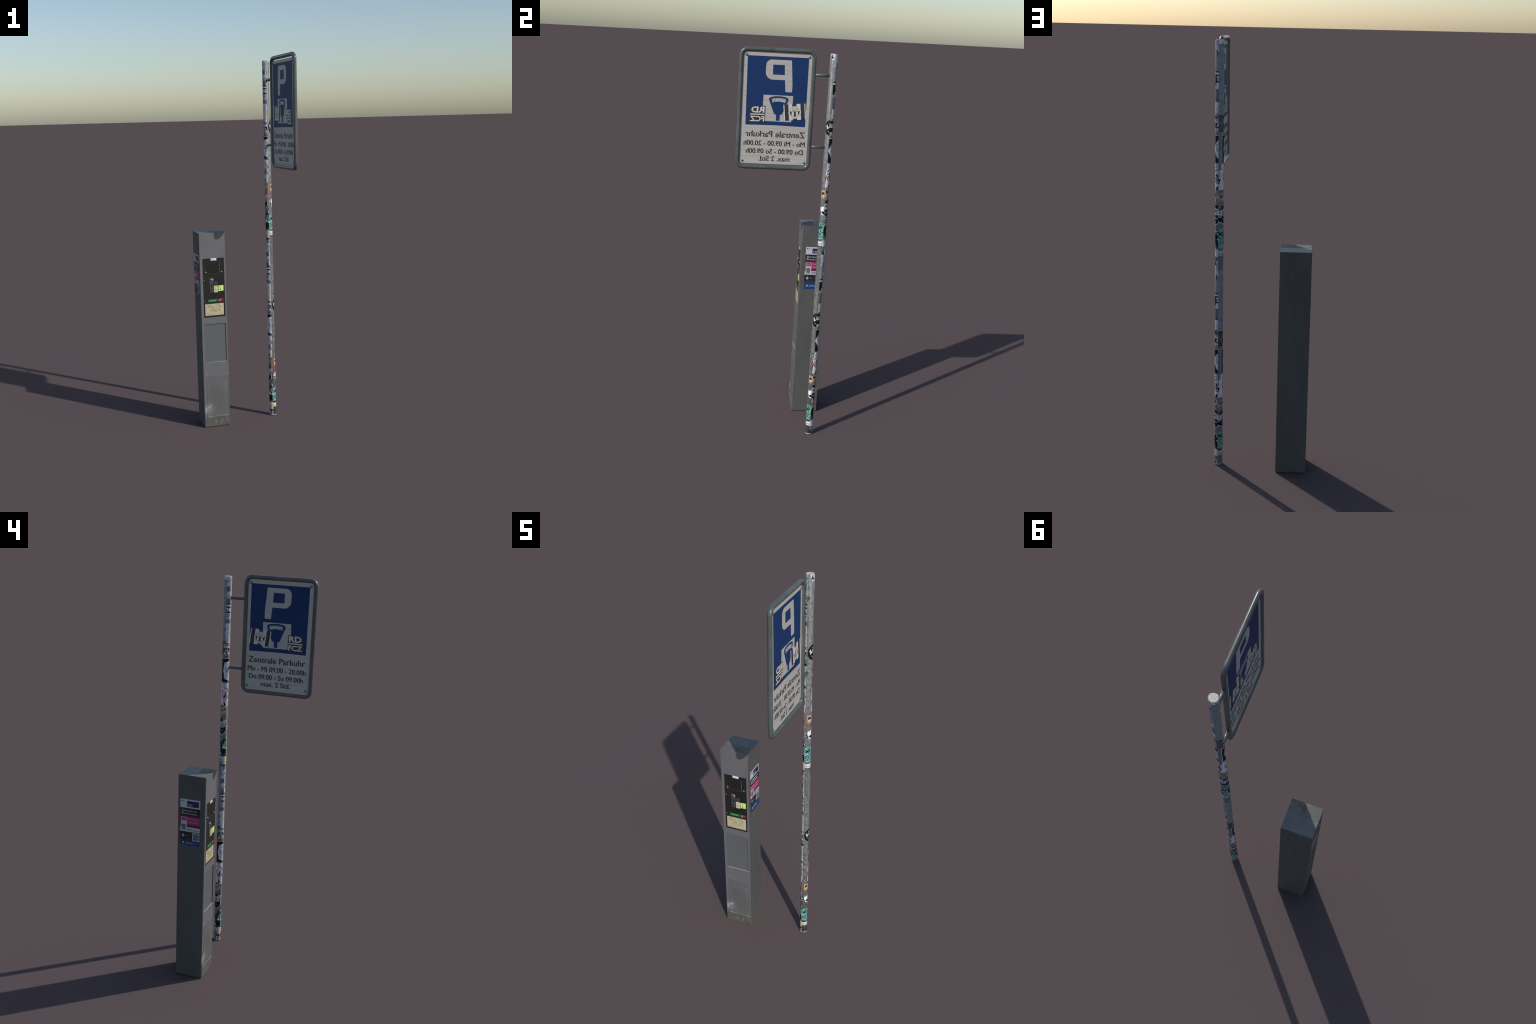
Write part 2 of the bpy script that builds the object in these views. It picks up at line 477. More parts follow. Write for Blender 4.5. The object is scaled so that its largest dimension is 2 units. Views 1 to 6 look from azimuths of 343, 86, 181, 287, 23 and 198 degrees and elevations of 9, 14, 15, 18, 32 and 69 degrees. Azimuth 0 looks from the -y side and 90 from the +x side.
# ================================================================ SIGN
def build_sign():
    r = FR
    y0, y1, z0, z1 = FY0 + r, FY1 - r, FZ0 + r, FZ1 - r
    cr = 0.029
    path = []
    for cy, cz, t in ((y1 - cr, z1 - cr, 0), (y0 + cr, z1 - cr, 90), (y0 + cr, z0 + cr, 180), (y1 - cr, z0 + cr, 270)):
        for i in range(13):
            a = math.radians(t + 90 * i / 12)
            path.append((SX, cy + cr * math.cos(a), cz + cr * math.sin(a)))
    make("sign_frame", tube_mesh(path, r, 24, True), POST, M_FRAME, True)
    for z in (1.8815, 1.5358):
        make("bracket", tube_mesh([(SX, 0.0995, z), (SX - 0.002, 0.14, z), (SX - 0.003, 0.1800, z)], 0.0074, 18), POST, M_FRAME, True)

    T = 0.0015
    plate = piece("sign_plate", POST, M_SIGN, SIGN, rounded(-0.0890, 0.2440, 1.4425, 1.9745, 0.017), -T, T)
    t1, t2, t3, t4, t5 = T + 0.0003, T + 0.0006, T + 0.0009, T + 0.0012, T + 0.0015

    def both(name, mat, loops, t):
        return piece(name, plate, mat, SIGN, loops, -t, t)

    # blue field, cut round for the letter P and the meter pictogram card
    def letter_p():
        L, Rr, top, bot = 0.0080, 0.1330, 1.9443, 1.7938
        out = [(0.0110, top), (Rr - 0.030, top)]
        out += ellipse(Rr - 0.028, top - 0.028, 0.028, 0.028, 8, 90, 0)
        out += ellipse(Rr - 0.034, 1.8500 + 0.034, 0.034, 0.034, 8, 0, -90)
        out += [(0.0390, 1.8503), (0.0342, bot), (0.0022, bot), (0.0018, 1.8309)]
        hole = [(0.0436, 1.9208), (0.0970, 1.9208), (0.0996, 1.9180), (0.0985, 1.8765), (0.0960, 1.8740), (0.0412, 1.8742)]
        return [out, hole]
    both("sign_field", M_BLUE, [(0.2228, 1.9588), (-0.0714, 1.9592), (-0.0713, 1.6294), (0.0700, 1.6330), (0.2203, 1.6309)], t1)
    both("sign_letter", M_SIGNWHITE, letter_p(), t2)
    both("pictogram_card", M_SIGNWHITE, [(-0.0048, 1.7769), (0.1389, 1.7770), (0.1406, 1.6516), (-0.0021, 1.6506)], t2)

    # single-space meter pictogram: fan head with a dial window, neck and stem
    c = 0.0640
    head = [(c - 0.0478, 1.7600), (c - 0.0440, 1.7650), (c - 0.0330, 1.7695), (c - 0.0170, 1.7722), (c, 1.7732),
            (c + 0.0170, 1.7722), (c + 0.0330, 1.7695), (c + 0.0440, 1.7650), (c + 0.0478, 1.7600), (c + 0.0472, 1.7545),
            (c + 0.0215, 1.6905), (c + 0.0165, 1.6852), (c + 0.0095, 1.6845), (c + 0.0095, 1.6556),
            (c - 0.0085, 1.6554), (c - 0.0085, 1.6843), (c - 0.0160, 1.6850), (c - 0.0205, 1.6900), (c - 0.0472, 1.7545)]
    both("pictogram_meter", M_BLUE, head, t3)
    win = [(c - 0.0370, 1.7580), (c - 0.0250, 1.7622), (c, 1.7645), (c + 0.0250, 1.7622), (c + 0.0350, 1.7580),
           (c + 0.0310, 1.7440), (c + 0.0270, 1.7425), (c + 0.0230, 1.7440), (c + 0.0222, 1.7505), (c + 0.0192, 1.7505),
           (c + 0.0178, 1.7455), (c, 1.7480), (c - 0.0190, 1.7455), (c - 0.0320, 1.7420)]
    both("pictogram_dial", M_SIGNWHITE, win, t4)
    for da, db in ((-0.0310, 1.7550), (-0.0180, 1.7590), (-0.0010, 1.7602), (0.0160, 1.7592), (0.0300, 1.7562)):
        both("dial_mark", M_BLUE, rect(c + da - 0.0018, c + da + 0.0018, db - 0.002, db + 0.0018), t5)

    # black and white supporter stickers
    both("sticker", M_STKDARK, [(0.1259, 1.7240), (0.2046, 1.7229), (0.2088, 1.6434), (0.1271, 1.6436)], t3)
    sl = lambda a, b: (a + (1.684 - b) * 0.055, b - (a - 0.165) * 0.010)
    words("sticker_lettering", plate, M_STKWHITE, SIGN, "RD", 0.1320, 0.1960, 1.6905, 1.7195, -t4, t4, sl, 0.034)
    both("sticker_bar", M_STKWHITE, [sl(0.1290, 1.6855), sl(0.1990, 1.6855), sl(0.1990, 1.6800), sl(0.1290, 1.6800)], t4)
    words("sticker_lettering", plate, M_STKWHITE, SIGN, "FCZ", 0.1290, 0.1990, 1.6480, 1.6745, -t4, t4, sl, 0.026)

    # striped club sticker, tilted
    A0, B0, A1, B1 = -0.0655, 1.7438, 0.0405, 1.7334        # top edge
    C0, D0 = -0.0733, 1.6676                                  # bottom left
    def q(u, v):
        return (A0 + (A1 - A0) * u + (C0 - A0) * v, B0 + (B1 - B0) * u + (D0 - B0) * v)
    def qrect(u0, u1, v0, v1):
        return [q(u0, v0), q(u1, v0), q(u1, v1), q(u0, v1)]
    both("sticker", M_STKWHITE, qrect(0, 1, 0, 1), t4)
    for u0, u1 in ((0.045, 0.225), (0.405, 0.60), (0.775, 0.955)):
        both("sticker_stripe", M_STKDARK, qrect(u0, u1, -0.004, 1.004), t4 + 0.0002)
    R, k = 0.315, 0.72
    disc = lambda rr, a0=0, a1=360, n=40: [q(0.50 + rr * k * math.cos(math.radians(a)), 0.47 - rr * math.sin(math.radians(a))) for a in [a0 + (a1 - a0) * i / n for i in range(n + (0 if a1 - a0 >= 360 else 1))]]
    both("sticker_wreath", M_STKWHITE, [q(0.50 + 0.40 * k * math.cos(math.radians(a)), 0.52 - 0.39 * math.sin(math.radians(a))) for a in range(0, 360, 9)], t4 + 0.0004)
    both("sticker_wreath", M_STKGREY, [disc(0.395, 200, 340, 20) + disc(0.345, 200, 340, 20)[::-1]], t4 + 0.0005)
    both("sticker_ring", M_STKDARK, disc(R), t4 + 0.0006)
    both("sticker_crest", M_STKWHITE, disc(R - 0.018, 4, 176, 20), t4 + 0.0008)
    for x0, x1 in ((-0.68, -0.24), (0.20, 0.66)):
        x0, x1 = x0 * (R - .02), x1 * (R - .02)
        lo = lambda x: math.sqrt(max(0, (R - .02) ** 2 - x * x))
        pts = [q(0.5 + x0 * k, 0.47 + 0.005), q(0.5 + x1 * k, 0.47 + 0.005)] + [q(0.5 + (x1 + (x0 - x1) * i / 6) * k, 0.47 + lo(x1 + (x0 - x1) * i / 6)) for i in range(7)]
        both("sticker_crest", M_STKWHITE, pts, t4 + 0.0008)
    cw = lambda a, b: q(a, b)
    words("sticker_lettering", plate, M_STKDARK, SIGN, "FCZ", 0.375, 0.625, 0.405, 0.275, -(t4 + .001), t4 + .001, cw)

    # opening hours
    for s, a0, a1, b0, b1 in (("Zentrale Parkuhr", -0.0721, 0.2188, 1.5745, 1.6035),
                              ("Mo - Mi 09.00 - 20.00h", -0.0750, 0.2245, 1.5325, 1.5562),
                              ("Do 09.00 - So 09.00h", -0.0672, 0.2122, 1.4930, 1.5170),
                              ("max. 2 Std.", -0.0032, 0.1480, 1.4570, 1.4812)):
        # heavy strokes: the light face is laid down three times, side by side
        bm = bmesh.new()
        for k, d in enumerate(((-0.0009, 0), (0.0009, 0), (-0.0004, 0.0004), (0.0004, -0.0004), (0, 0))):
            t = t1 + 0.00004 * k
            one = solid(flat_text(s, a0 + d[0], a1 + d[0], b0 + d[1], b1 + d[1], None, 0.0), SIGN, -t, t)
            tmp = from_bm(one, "stroke")
            bm.from_mesh(tmp)
            bpy.data.meshes.remove(tmp)
        make("sign_lettering", from_bm(bm, "sign_lettering"), plate, M_INK)
    for a, b in ((0.2278, 1.9627), (-0.0745, 1.9627), (0.2285, 1.4552), (-0.0762, 1.4552)):
        dome("screw", plate, M_SCREW, SIGN, a, b, 0.0062, 0.0035, T)
        back = Plane((SX, 0, 0), (0, -1, 0), (0, 0, 1), (1, 0, 0))
        dome("screw", plate, M_SCREW, back, a, b, 0.0062, 0.0035, T)

# ================================================================ POLE
def bend(bm, r0, r1):
    """Wrap flat (theta deg, z) faces round the pole between radii r0 and r1."""
    xs = [v.co.x for v in bm.verts]
    t = math.floor(min(xs) / 7.5) * 7.5 + 7.5
    while t < max(xs) - 1e-3:
        geom = list(bm.verts) + list(bm.edges) + list(bm.faces)
        bmesh.ops.bisect_plane(bm, geom=geom, plane_co=(t, 0, 0), plane_no=(1, 0, 0), dist=1e-5)
        t += 7.5
    r = bmesh.ops.extrude_face_region(bm, geom=list(bm.faces), use_keep_orig=True)
    top = {v for v in r["geom"] if isinstance(v, bmesh.types.BMVert)}
    for v in bm.verts:
        a, rr = math.radians(v.co.x), (r1 if v in top else r0)
        v.co = Vector((POLE_X + rr * math.cos(a), POLE_Y + rr * math.sin(a), v.co.y))
    bmesh.ops.recalc_face_normals(bm, faces=bm.faces)
    return bm

DEG = math.degrees(1.0 / POLE_R)     # degrees per metre round the pole

def build_pole():
    n = 64
    prof = [(0, 0), (POLE_R, 0), (POLE_R, RUN * 0.5), (POLE_R, RUN), (POLE_R, POLE_H - 0.0012), (POLE_R - 0.0012, POLE_H), (0, POLE_H)]
    bm = bmesh.new()
    rings = [[bm.verts.new((POLE_X + r * math.cos(2 * math.pi * i / n), POLE_Y + r * math.sin(2 * math.pi * i / n), z)) for i in range(n)] for r, z in prof[1:-1]]
    for p, s in zip(rings, rings[1:]):
        for i in range(n):
            f = bm.faces.new((p[i], p[(i + 1) % n], s[(i + 1) % n], s[i]))
            f.smooth = True
    bm.faces.new(rings[0][::-1])
    bm.faces.new(rings[-1])
    pole = make("pole", from_bm(bm, "pole"), POST, M_GALV)
    capm = material("pale_pole_end", lin(0.62, 0.58, 0.54), 0.7, 0, [
        (lin(0.40, 0.37, 0.34), (240, 240, 240), 0.46, 0.62, 3),
        (lin(0.18, 0.17, 0.165), (300, 300, 300), 0.60, 0.68, 2)])
    piece("pole_end", pole, capm, Plane((POLE_X, POLE_Y, POLE_H), (1, 0, 0), (0, 1, 0), (0, 0, 1)),
          ellipse(0, 0, POLE_R - 0.0012, POLE_R - 0.0012, 40), -0.001, 0.0006)

    made = []
    def add(bm, mat, layer, kind):
        bmesh.ops.remove_doubles(bm, verts=bm.verts, dist=1e-6)
        me = from_bm(bend(bm, POLE_R - 0.0004, POLE_R + 0.00012 * (layer + 1)), kind)
        for p in me.polygons:
            p.use_smooth = False
        o = make(kind, me, pole, mat)
        made.append(o)
        return o

    def patch(pts, mat, layer=0, kind="sticker"):
        return add(poly_bm(pts) if len(pts) <= 5 else loops_bm([pts]), mat, layer, kind)
    def R_(t0, t1, z0, z1, mat, layer=0, kind="sticker"):
        return patch(rect(t0, t1, z0, z1), mat, layer, kind)
    def E_(t, z, rt, rz, mat, layer=1, kind="sticker_print", a0=0, a1=360):
        return patch(ellipse(t, z, rt, rz, 24, a0, a1), mat, layer, kind)
    def line(pts, w, mat, layer=1, kind="sticker_print"):
        """ribbon; points in (deg, z), width in metres"""
        bm = bmesh.new()
        for quad in stroke_quads([(t / DEG, z) for t, z in pts], w):
            bm.faces.new([bm.verts.new((x * DEG, y, 0)) for x, y in quad])
        return add(bm, mat, layer, kind)
    def txt(s, t0, t1, z0, z1, mat, layer=1):
        return add(flat_text(s, t0, t1, z0, z1), mat, layer, "sticker_print")
    def scribble(t0, t1, z0, z1, k, seed, mat, layer=1, w=0.0011):
        """torn print that cannot be read: short bent pen strokes"""
        rnd = random.Random(seed)
        bm = bmesh.new()
        for _ in range(k):
            t, z = rnd.uniform(t0, t1), rnd.uniform(z0, z1)
            pts = [(t, z)]
            for _ in range(rnd.randint(1, 3)):
                t = min(t1, max(t0, t + rnd.uniform(-1, 1) * (t1 - t0) * 0.4))
                z = min(z1, max(z0, z + rnd.uniform(-1, 1) * (z1 - z0) * 0.4))
                pts.append((t, z))
            for quad in stroke_quads([(a / DEG, b) for a, b in pts], w * rnd.uniform(0.6, 1.3)):
                bm.faces.new([bm.verts.new((x * DEG, y, 0)) for x, y in quad])
        return add(bm, mat, layer, "sticker_print")
    def torn(t0, t1, z0, z1, mat, seed, layer=0, amp=0.003, edges="b"):
        """paper with a ragged top (t) and / or bottom (b) edge"""
        rnd = random.Random(seed)
        k = 9
        lo = [(t0 + (t1 - t0) * i / k, z0 + (rnd.uniform(0, 2 * amp) if "b" in edges else 0)) for i in range(k + 1)]
        hi = [(t0 + (t1 - t0) * i / k, z1 - (rnd.uniform(0, 2 * amp) if "t" in edges else 0)) for i in range(k + 1)]
        return patch(lo + hi[::-1], mat, layer)

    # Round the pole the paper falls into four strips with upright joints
    # at A, B, C and D degrees; z runs down one sticker run from 1.985 to 0.995.
    A, B, C, D = -101, 0, 80, 180
    E = 259
    # -- head of the run
    torn(B, C, 1.9185, 1.9840, M_WPAPER, 1)
    torn(D, E, 1.8760, 1.9840, M_WPAPER, 2, amp=0.006)
    R_(B, C, 1.855, 1.9195, M_PALEMETAL, 0)
    once = len(made)
    patch([(C, 1.9645), (D, 1.9690), (D, 1.9840), (C, 1.9840)], M_WCLEAN)
    line([(C + 2, 1.9655), (130, 1.9680), (150, 1.9695)], 0.0012, M_PINK)
    line([(132, 1.9800), (140, 1.9740), (150, 1.9690)], 0.0016, M_PINK)
    line([(135, 1.9700), (158, 1.9690)], 0.0022, M_PINK)
    patch([(-58, 1.9840), (B, 1.9840), (B, 1.9560), (-42, 1.9580), (-47, 1.9700)], M_WBRIGHT)
    patch([(-44, 1.9810), (-20, 1.9820), (-12, 1.9640), (-30, 1.9600), (-47, 1.9660)], M_PNAVY, 1, "sticker_print")
    E_(-18, 1.9755, 8, 0.004, M_WBRIGHT, 2)
    once_end = len(made)
    R_(C, D, 1.5950, 1.9646, M_GALVPALE)  # paler grey length of the pole surface
    scribble(B + 10, C - 5, 1.962, 1.975, 5, 11, M_PGREY)
    scribble(190, 215, 1.955, 1.968, 4, 12, M_PGREY, w=0.0016)
    E_(247, 1.9670, 7, 0.0022, M_PINK)
    R_(236, E, 1.9420, 1.9520, M_PTEAL, 1, "sticker_print")
    R_(240, E, 1.9080, 1.9420, flat("pale_teal_paper", lin(0.42, 0.55, 0.58)), 1, "sticker_print")
    scribble(182, 238, 1.913, 1.9385, 15, 13, M_PINK, 2, 0.0026)
    scribble(186, 240, 1.914, 1.936, 7, 14, M_PTEALDK, 3, 0.0018)
    scribble(42, 78, 1.923, 1.941, 11, 15, M_PINK, 2, 0.0022)
    scribble(42, 78, 1.924, 1.940, 5, 16, M_PTEALDK, 3, 0.0016)
    scribble(184, 205, 1.893, 1.900, 3, 17, M_PGREY, 1, 0.0018)
    E_(240, 1.8905, 10, 0.003, M_PINK)
    patch([(230, 1.888), (E, 1.882), (E, 1.858), (245, 1.858), (236, 1.872)], M_WCLEAN, 1)
    R_(D, E, 1.8534, 1.8790, M_DARKMETAL, 0)
    line([(36, 1.9220), (C, 1.9200)], 0.0012, M_PINK, 2)
    # -- barred black card
    R_(D, E - 3, 1.8083, 1.8534, M_PBLACK)
    R_(D, E - 3, 1.8395, 1.8480, M_WCLEAN, 1, "sticker_print")
    patch([(182, 1.834), (212, 1.832), (214, 1.816), (182, 1.8137), (196, 1.822), (186, 1.826)], M_WCLEAN, 1, "sticker_print")
    patch([(222, 1.832), (E - 3, 1.834), (E - 3, 1.813), (230, 1.815), (221, 1.822)], M_WCLEAN, 1, "sticker_print")
    torn(D, E, 1.7700, 1.8083, M_WPAPER, 3, amp=0.008)
    scribble(190, 215, 1.793, 1.806, 6, 18, M_PINK, 1, 0.0022)
    E_(218, 1.7880, 9, 0.0035, M_PINK)
    R_(D, E, 1.7566, 1.7760, M_DARKMETAL, 0)
    R_(4, C, 1.8484, 1.8537, M_PBLACK)
    R_(4, C, 1.8401, 1.8484, M_WCLEAN)
    R_(4, C, 1.7936, 1.8401, M_PBLACK)
    E_(66, 1.8290, 14, 0.0060, M_WCLEAN)
    E_(70, 1.8170, 12, 0.0042, M_WCLEAN)
    R_(44, C, 1.7796, 1.8060, M_WCLEAN, 1, "sticker_print")
    R_(4, 44, 1.7800, 1.7936, M_PALEMETAL)
    torn(B, C, 1.7300, 1.7800, M_DARKMETAL, 4)
    # -- pale torn sheet
    patch([(D, 1.7540), (205, 1.7575), (E, 1.7575), (E, 1.6600), (246, 1.6563), (222, 1.6590), (201, 1.6632), (184, 1.6800),
           (186, 1.7000), (160, 1.7020), (150, 1.7060), (172, 1.7120), (185, 1.7200), (183, 1.7300)], M_WCLEAN)
    line([(182, 1.7320), (183, 1.7230)], 0.0030, M_PINK, 2)
    E_(246, 1.7030, 17, 0.0145, M_PPALEY)
    scribble(225, E, 1.725, 1.745, 5, 19, M_PGREY)
    scribble(226, E, 1.708, 1.720, 4, 20, M_PINK, 2)
    scribble(190, 240, 1.668, 1.690, 6, 21, M_PGREY)
    R_(15, C, 1.6780, 1.7240, M_WCLEAN)
    scribble(15, C, 1.7240, 1.7360, 9, 22, M_PINK, 1, 0.0024)
    scribble(20, C, 1.683, 1.700, 5, 23, M_PINK)
    # -- round black sticker and its yellow-ruled neighbour
    half = [(t, z) for t, z in ellipse(4, 1.6330, 90, 0.0375, 30, 90, 270)]
    patch([(t, z) for t, z in half], M_PBLACK)
    # pale heraldic beast: head, body, raised paws and tail
    patch([(-52, 1.6440), (-46, 1.6500), (-38, 1.6470), (-36, 1.6400), (-26, 1.6360), (-24, 1.6290), (-36, 1.6270), (-46, 1.6320), (-50, 1.6390)], M_WCLEAN, 1, "sticker_print")
    line([(-46, 1.6370), (-58, 1.6390), (-66, 1.6410)], 0.0022, M_WCLEAN)
    line([(-44, 1.6330), (-56, 1.6330)], 0.0022, M_WCLEAN)
    line([(-42, 1.6300), (-50, 1.6240)], 0.0024, M_WCLEAN)
    line([(-28, 1.6310), (-14, 1.6330), (-8, 1.6420), (-2, 1.6480)], 0.0030, M_WCLEAN)
    E_(-14, 1.6560, 7, 0.0024, M_WCLEAN)
    E_(-22, 1.6150, 6, 0.0026, M_WCLEAN)
    R_(B, C, 1.5950, 1.6536, M_PBLACK)
    E_(26, 1.6530, 34, 0.0145, M_PBLACK, 0, "sticker", 0, 180)
    R_(2, C, 1.6478, 1.6536, M_PYEL, 1, "sticker_print")
    R_(2, C, 1.5950, 1.6005, M_PYEL, 1, "sticker_print")
    R_(4, C, 1.6340, 1.6462, M_WCLEAN, 1, "sticker_print")
    scribble(8, C, 1.635, 1.645, 6, 24, M_PBLACK, 2)
    R_(4, C, 1.6020, 1.6120, M_WCLEAN, 1, "sticker_print")
    scribble(8, C, 1.603, 1.611, 6, 25, M_PBLACK, 2)
    patch([(50, 1.6160), (64, 1.6300), (74, 1.6330), (C, 1.6300), (C, 1.6180), (66, 1.6190)], M_WCLEAN, 1, "sticker_print")
    blob = [(C, 1.6690)] + ellipse(122, 1.6330, 42, 0.0380, 22, 100, -100) + [(C, 1.5970)]
    patch(blob, M_PBLACK)
    txt("ling", 86, 142, 1.6505, 1.6580, M_PGREY)
    line([(82, 1.6270), (84, 1.6400), (92, 1.6440), (104, 1.6440), (108, 1.6400), (110, 1.6290), (118, 1.6260), (134, 1.6260), (140, 1.6300), (142, 1.6450)], 0.0042, M_PGREY)
    txt("nung", 84, 146, 1.6130, 1.6190, M_PGREY)
    txt("bern", 84, 148, 1.6060, 1.6105, M_PGREY)
    R_(150, E, 1.5945, 1.6560, M_PBLACK)
    patch([(138, 1.660), (172, 1.6720), (178, 1.656), (150, 1.65)], M_PBLACK)
    R_(152, E, 1.6488, 1.6540, M_PYEL, 1, "sticker_print")
    R_(158, E, 1.5960, 1.6015, M_PYEL, 1, "sticker_print")
    for t0, t1 in ((160, 174), (184, 210), (213, 232), (235, E)):
        R_(t0, t1, 1.6340, 1.6465, M_WCLEAN, 1, "sticker_print")
    for t0, t1 in ((163, 182), (186, 200), (212, E)):
        R_(t0, t1, 1.6035, 1.6120, M_WCLEAN, 1, "sticker_print")
    patch([(184, 1.6160), (186, 1.6260), (198, 1.6340), (204, 1.6240), (215, 1.6200), (215, 1.6150)], flat("mint_print", lin(0.34, 0.42, 0.38)), 1, "sticker_print")
    scribble(214, E, 1.614, 1.634, 10, 26, M_WCLEAN, 1, 0.0020)
    R_(B, C, 1.5822, 1.5945, M_DARKMETAL)
    R_(150, E, 1.5830, 1.5940, M_DARKMETAL)
    # -- black card with a white lozenge
    R_(127, E, 1.4600, 1.5835, M_WCLEAN)
    R_(134, E, 1.4612, 1.5808, M_PBLACK, 1)
    patch([(179, 1.5600), (E, 1.5680), (E, 1.4670), (215, 1.4740), (180, 1.4790), (177, 1.5000), (165, 1.5140), (165, 1.5300), (177, 1.5440)], M_WCLEAN, 2, "sticker_print")
    scribble(190, 250, 1.543, 1.556, 5, 27, M_PGREY, 3)
    for t in (186, 200, 214, 230, 244):
        line([(t, 1.5350), (t + 2, 1.5220)], 0.0016, M_PGREY, 3)
    scribble(190, 245, 1.496, 1.520, 9, 28, M_PINK, 3)
    scribble(215, 250, 1.478, 1.490, 4, 29, M_PGREY, 3)
    R_(2, C, 1.5800, 1.5835, M_WCLEAN)
    R_(2, C, 1.4612, 1.5800, M_PBLACK)
    patch([(-2, 1.5226), (30, 1.5440), (67, 1.5577), (C, 1.5600), (C, 1.4785), (63, 1.4823), (30, 1.5000)], M_WCLEAN, 1, "sticker_print")
    line([(48, 1.5480), (66, 1.5510)], 0.0014, M_PNAVY, 2)
    line([(50, 1.5390), (58, 1.5440), (76, 1.5360)], 0.0020, M_PINK, 2)
    E_(56, 1.5290, 7, 0.0035, M_PINK, 2)
    line([(46, 1.5240), (46, 1.5160), (56, 1.5120), (70, 1.5140), (76, 1.5240)], 0.0020, M_PINK, 2)
    R_(B, C, 1.4550, 1.4612, M_PALEMETAL)
    R_(D, E, 1.4545, 1.4600, M_DARKMETAL)
    # -- white sheet with a red ring
    patch([(119, 1.4560), (D, 1.4545), (E, 1.4545), (E, 1.3300), (236, 1.3320), (D, 1.3360), (128, 1.3370), (C, 1.3400),
           (C, 1.3612), (95, 1.4300), (119, 1.4300)], M_WCLEAN)
    scribble(176, 192, 1.434, 1.444, 3, 30, M_PINK, 2, 0.0014)
    line([(186, 1.4300), (215, 1.4300), (238, 1.4255), (256, 1.4175)], 0.0040, M_PRED, 2)
    line([(188, 1.3990), (205, 1.4010), (230, 1.4070), (E, 1.4180)], 0.0042, M_PRED, 2)
    line([(174, 1.4200), (158, 1.4130), (150, 1.4020), (156, 1.3910), (180, 1.3800)], 0.0042, M_PRED, 2)
    line([(186, 1.3725), (215, 1.3725), (236, 1.3760), (250, 1.3840)], 0.0040, M_PRED, 2)
    scribble(196, 225, 1.406, 1.420, 6, 31, M_PGREY, 2)
    scribble(184, 212, 1.380, 1.402, 10, 32, M_PBLACK, 3, 0.0026)
    E_(232, 1.3880, 13, 0.0060, M_PBLACK, 2)
    E_(228, 1.3880, 7, 0.0035, M_WCLEAN, 3)
    line([(225, 1.3975), (252, 1.3955)], 0.0020, M_PBLACK, 2)
    patch([(184, 1.3380), (186, 1.3625), (204, 1.3560), (208, 1.3500), (220, 1.3460), (216, 1.3370)], M_PNAVY, 1, "sticker_print")
    scribble(84, 108, 1.392, 1.420, 8, 33, M_PGREY, 2, 0.0014)
    patch([(C, 1.3650), (C, 1.3880), (98, 1.3910), (112, 1.3880), (100, 1.3790), (88, 1.3640)], M_PBLACK, 1, "sticker_print")
    R_(B, C, 1.3380, 1.4550, M_WCLEAN)
    patch([(-14, 1.3390), (B, 1.3380), (B, 1.4300), (-8, 1.4220), (-10, 1.4000), (-4, 1.3850)], M_WBRIGHT)
    patch([(-16, 1.3700), (-9, 1.3960), (B, 1.4010), (B, 1.3920), (-6, 1.3850), (-10, 1.3660)], M_PBLACK, 1, "sticker_print")
    scribble(14, 70, 1.440, 1.447, 5, 34, M_PINK, 1, 0.0022)
    line([(4, 1.4160), (20, 1.4230), (42, 1.4290), (76, 1.4300)], 0.0042, M_PRED, 1)
    patch([(38, 1.4100), (54, 1.4130), (76, 1.4060), (78, 1.3980), (60, 1.3990), (44, 1.4040)], M_PBLACK, 1, "sticker_print")
    line([(4, 1.3850), (20, 1.3910), (50, 1.3955), (78, 1.4000)], 0.0046, M_PRED, 2)
    line([(6, 1.3880), (16, 1.3790), (40, 1.3735), (78, 1.3710)], 0.0042, M_PRED, 1)
    scribble(46, C, 1.378, 1.394, 8, 35, M_PBLACK, 1, 0.0026)
    scribble(6, 30, 1.398, 1.408, 5, 36, M_PBLACK, 1, 0.0020)
    patch([(28, 1.3390), (44, 1.3500), (62, 1.3560), (C, 1.3600), (C, 1.3390)], M_PNAVY, 1, "sticker_print")
    R_(C, D, 1.3280, 1.3410, M_DARKMETAL)
    # -- tan photo stickers
    patch([(-76, 1.3225), (B, 1.3245), (B, 1.2840), (-64, 1.2815)], M_PBEIGE)
    line([(-70, 1.3195), (-4, 1.3215)], 0.0016, M_PBROWN)
    patch([(-64, 1.3130), (-18, 1.3150), (-10, 1.3020), (-58, 1.2990)], M_STKDARK, 1, "sticker_print")
    patch([(-58, 1.2990), (-10, 1.3020), (-6, 1.2990), (-40, 1.2960)], M_WCLEAN, 1, "sticker_print")
    E_(-48, 1.2880, 7, 0.0024, M_PBROWN)
    E_(-14, 1.2890, 8, 0.0024, M_PBROWN)
    patch([(B, 1.3325), (C, 1.3345), (C, 1.2925), (B, 1.2880)], M_PBEIGE2)
    line([(4, 1.3285), (76, 1.3300)], 0.0024, M_PBROWN)
    patch([(4, 1.3250), (52, 1.3265), (48, 1.3110), (6, 1.3070)], M_PNAVY, 1, "sticker_print")
    patch([(18, 1.3255), (44, 1.3262), (40, 1.3200), (22, 1.3190)], M_PBLUE, 2, "sticker_print")
    R_(56, 70, 1.3090, 1.3240, M_WCLEAN, 1, "sticker_print")
    R_(70, C, 1.3090, 1.3240, M_PNAVY, 1, "sticker_print")
    scribble(6, 76, 1.2935, 1.3030, 8, 37, M_PBROWN, 1, 0.0018)
    patch([(C, 1.3215), (D, 1.3310), (D, 1.2900), (C, 1.2830)], M_PBEIGE2)
    line([(84, 1.3195), (168, 1.3275)], 0.0016, M_PBROWN)
    patch([(84, 1.3170), (176, 1.3235), (176, 1.3050), (86, 1.3010)], M_WPAPER, 1, "sticker_print")
    patch([(90, 1.3170), (146, 1.3200), (150, 1.3040), (92, 1.3030)], M_PMAROON, 2, "sticker_print")
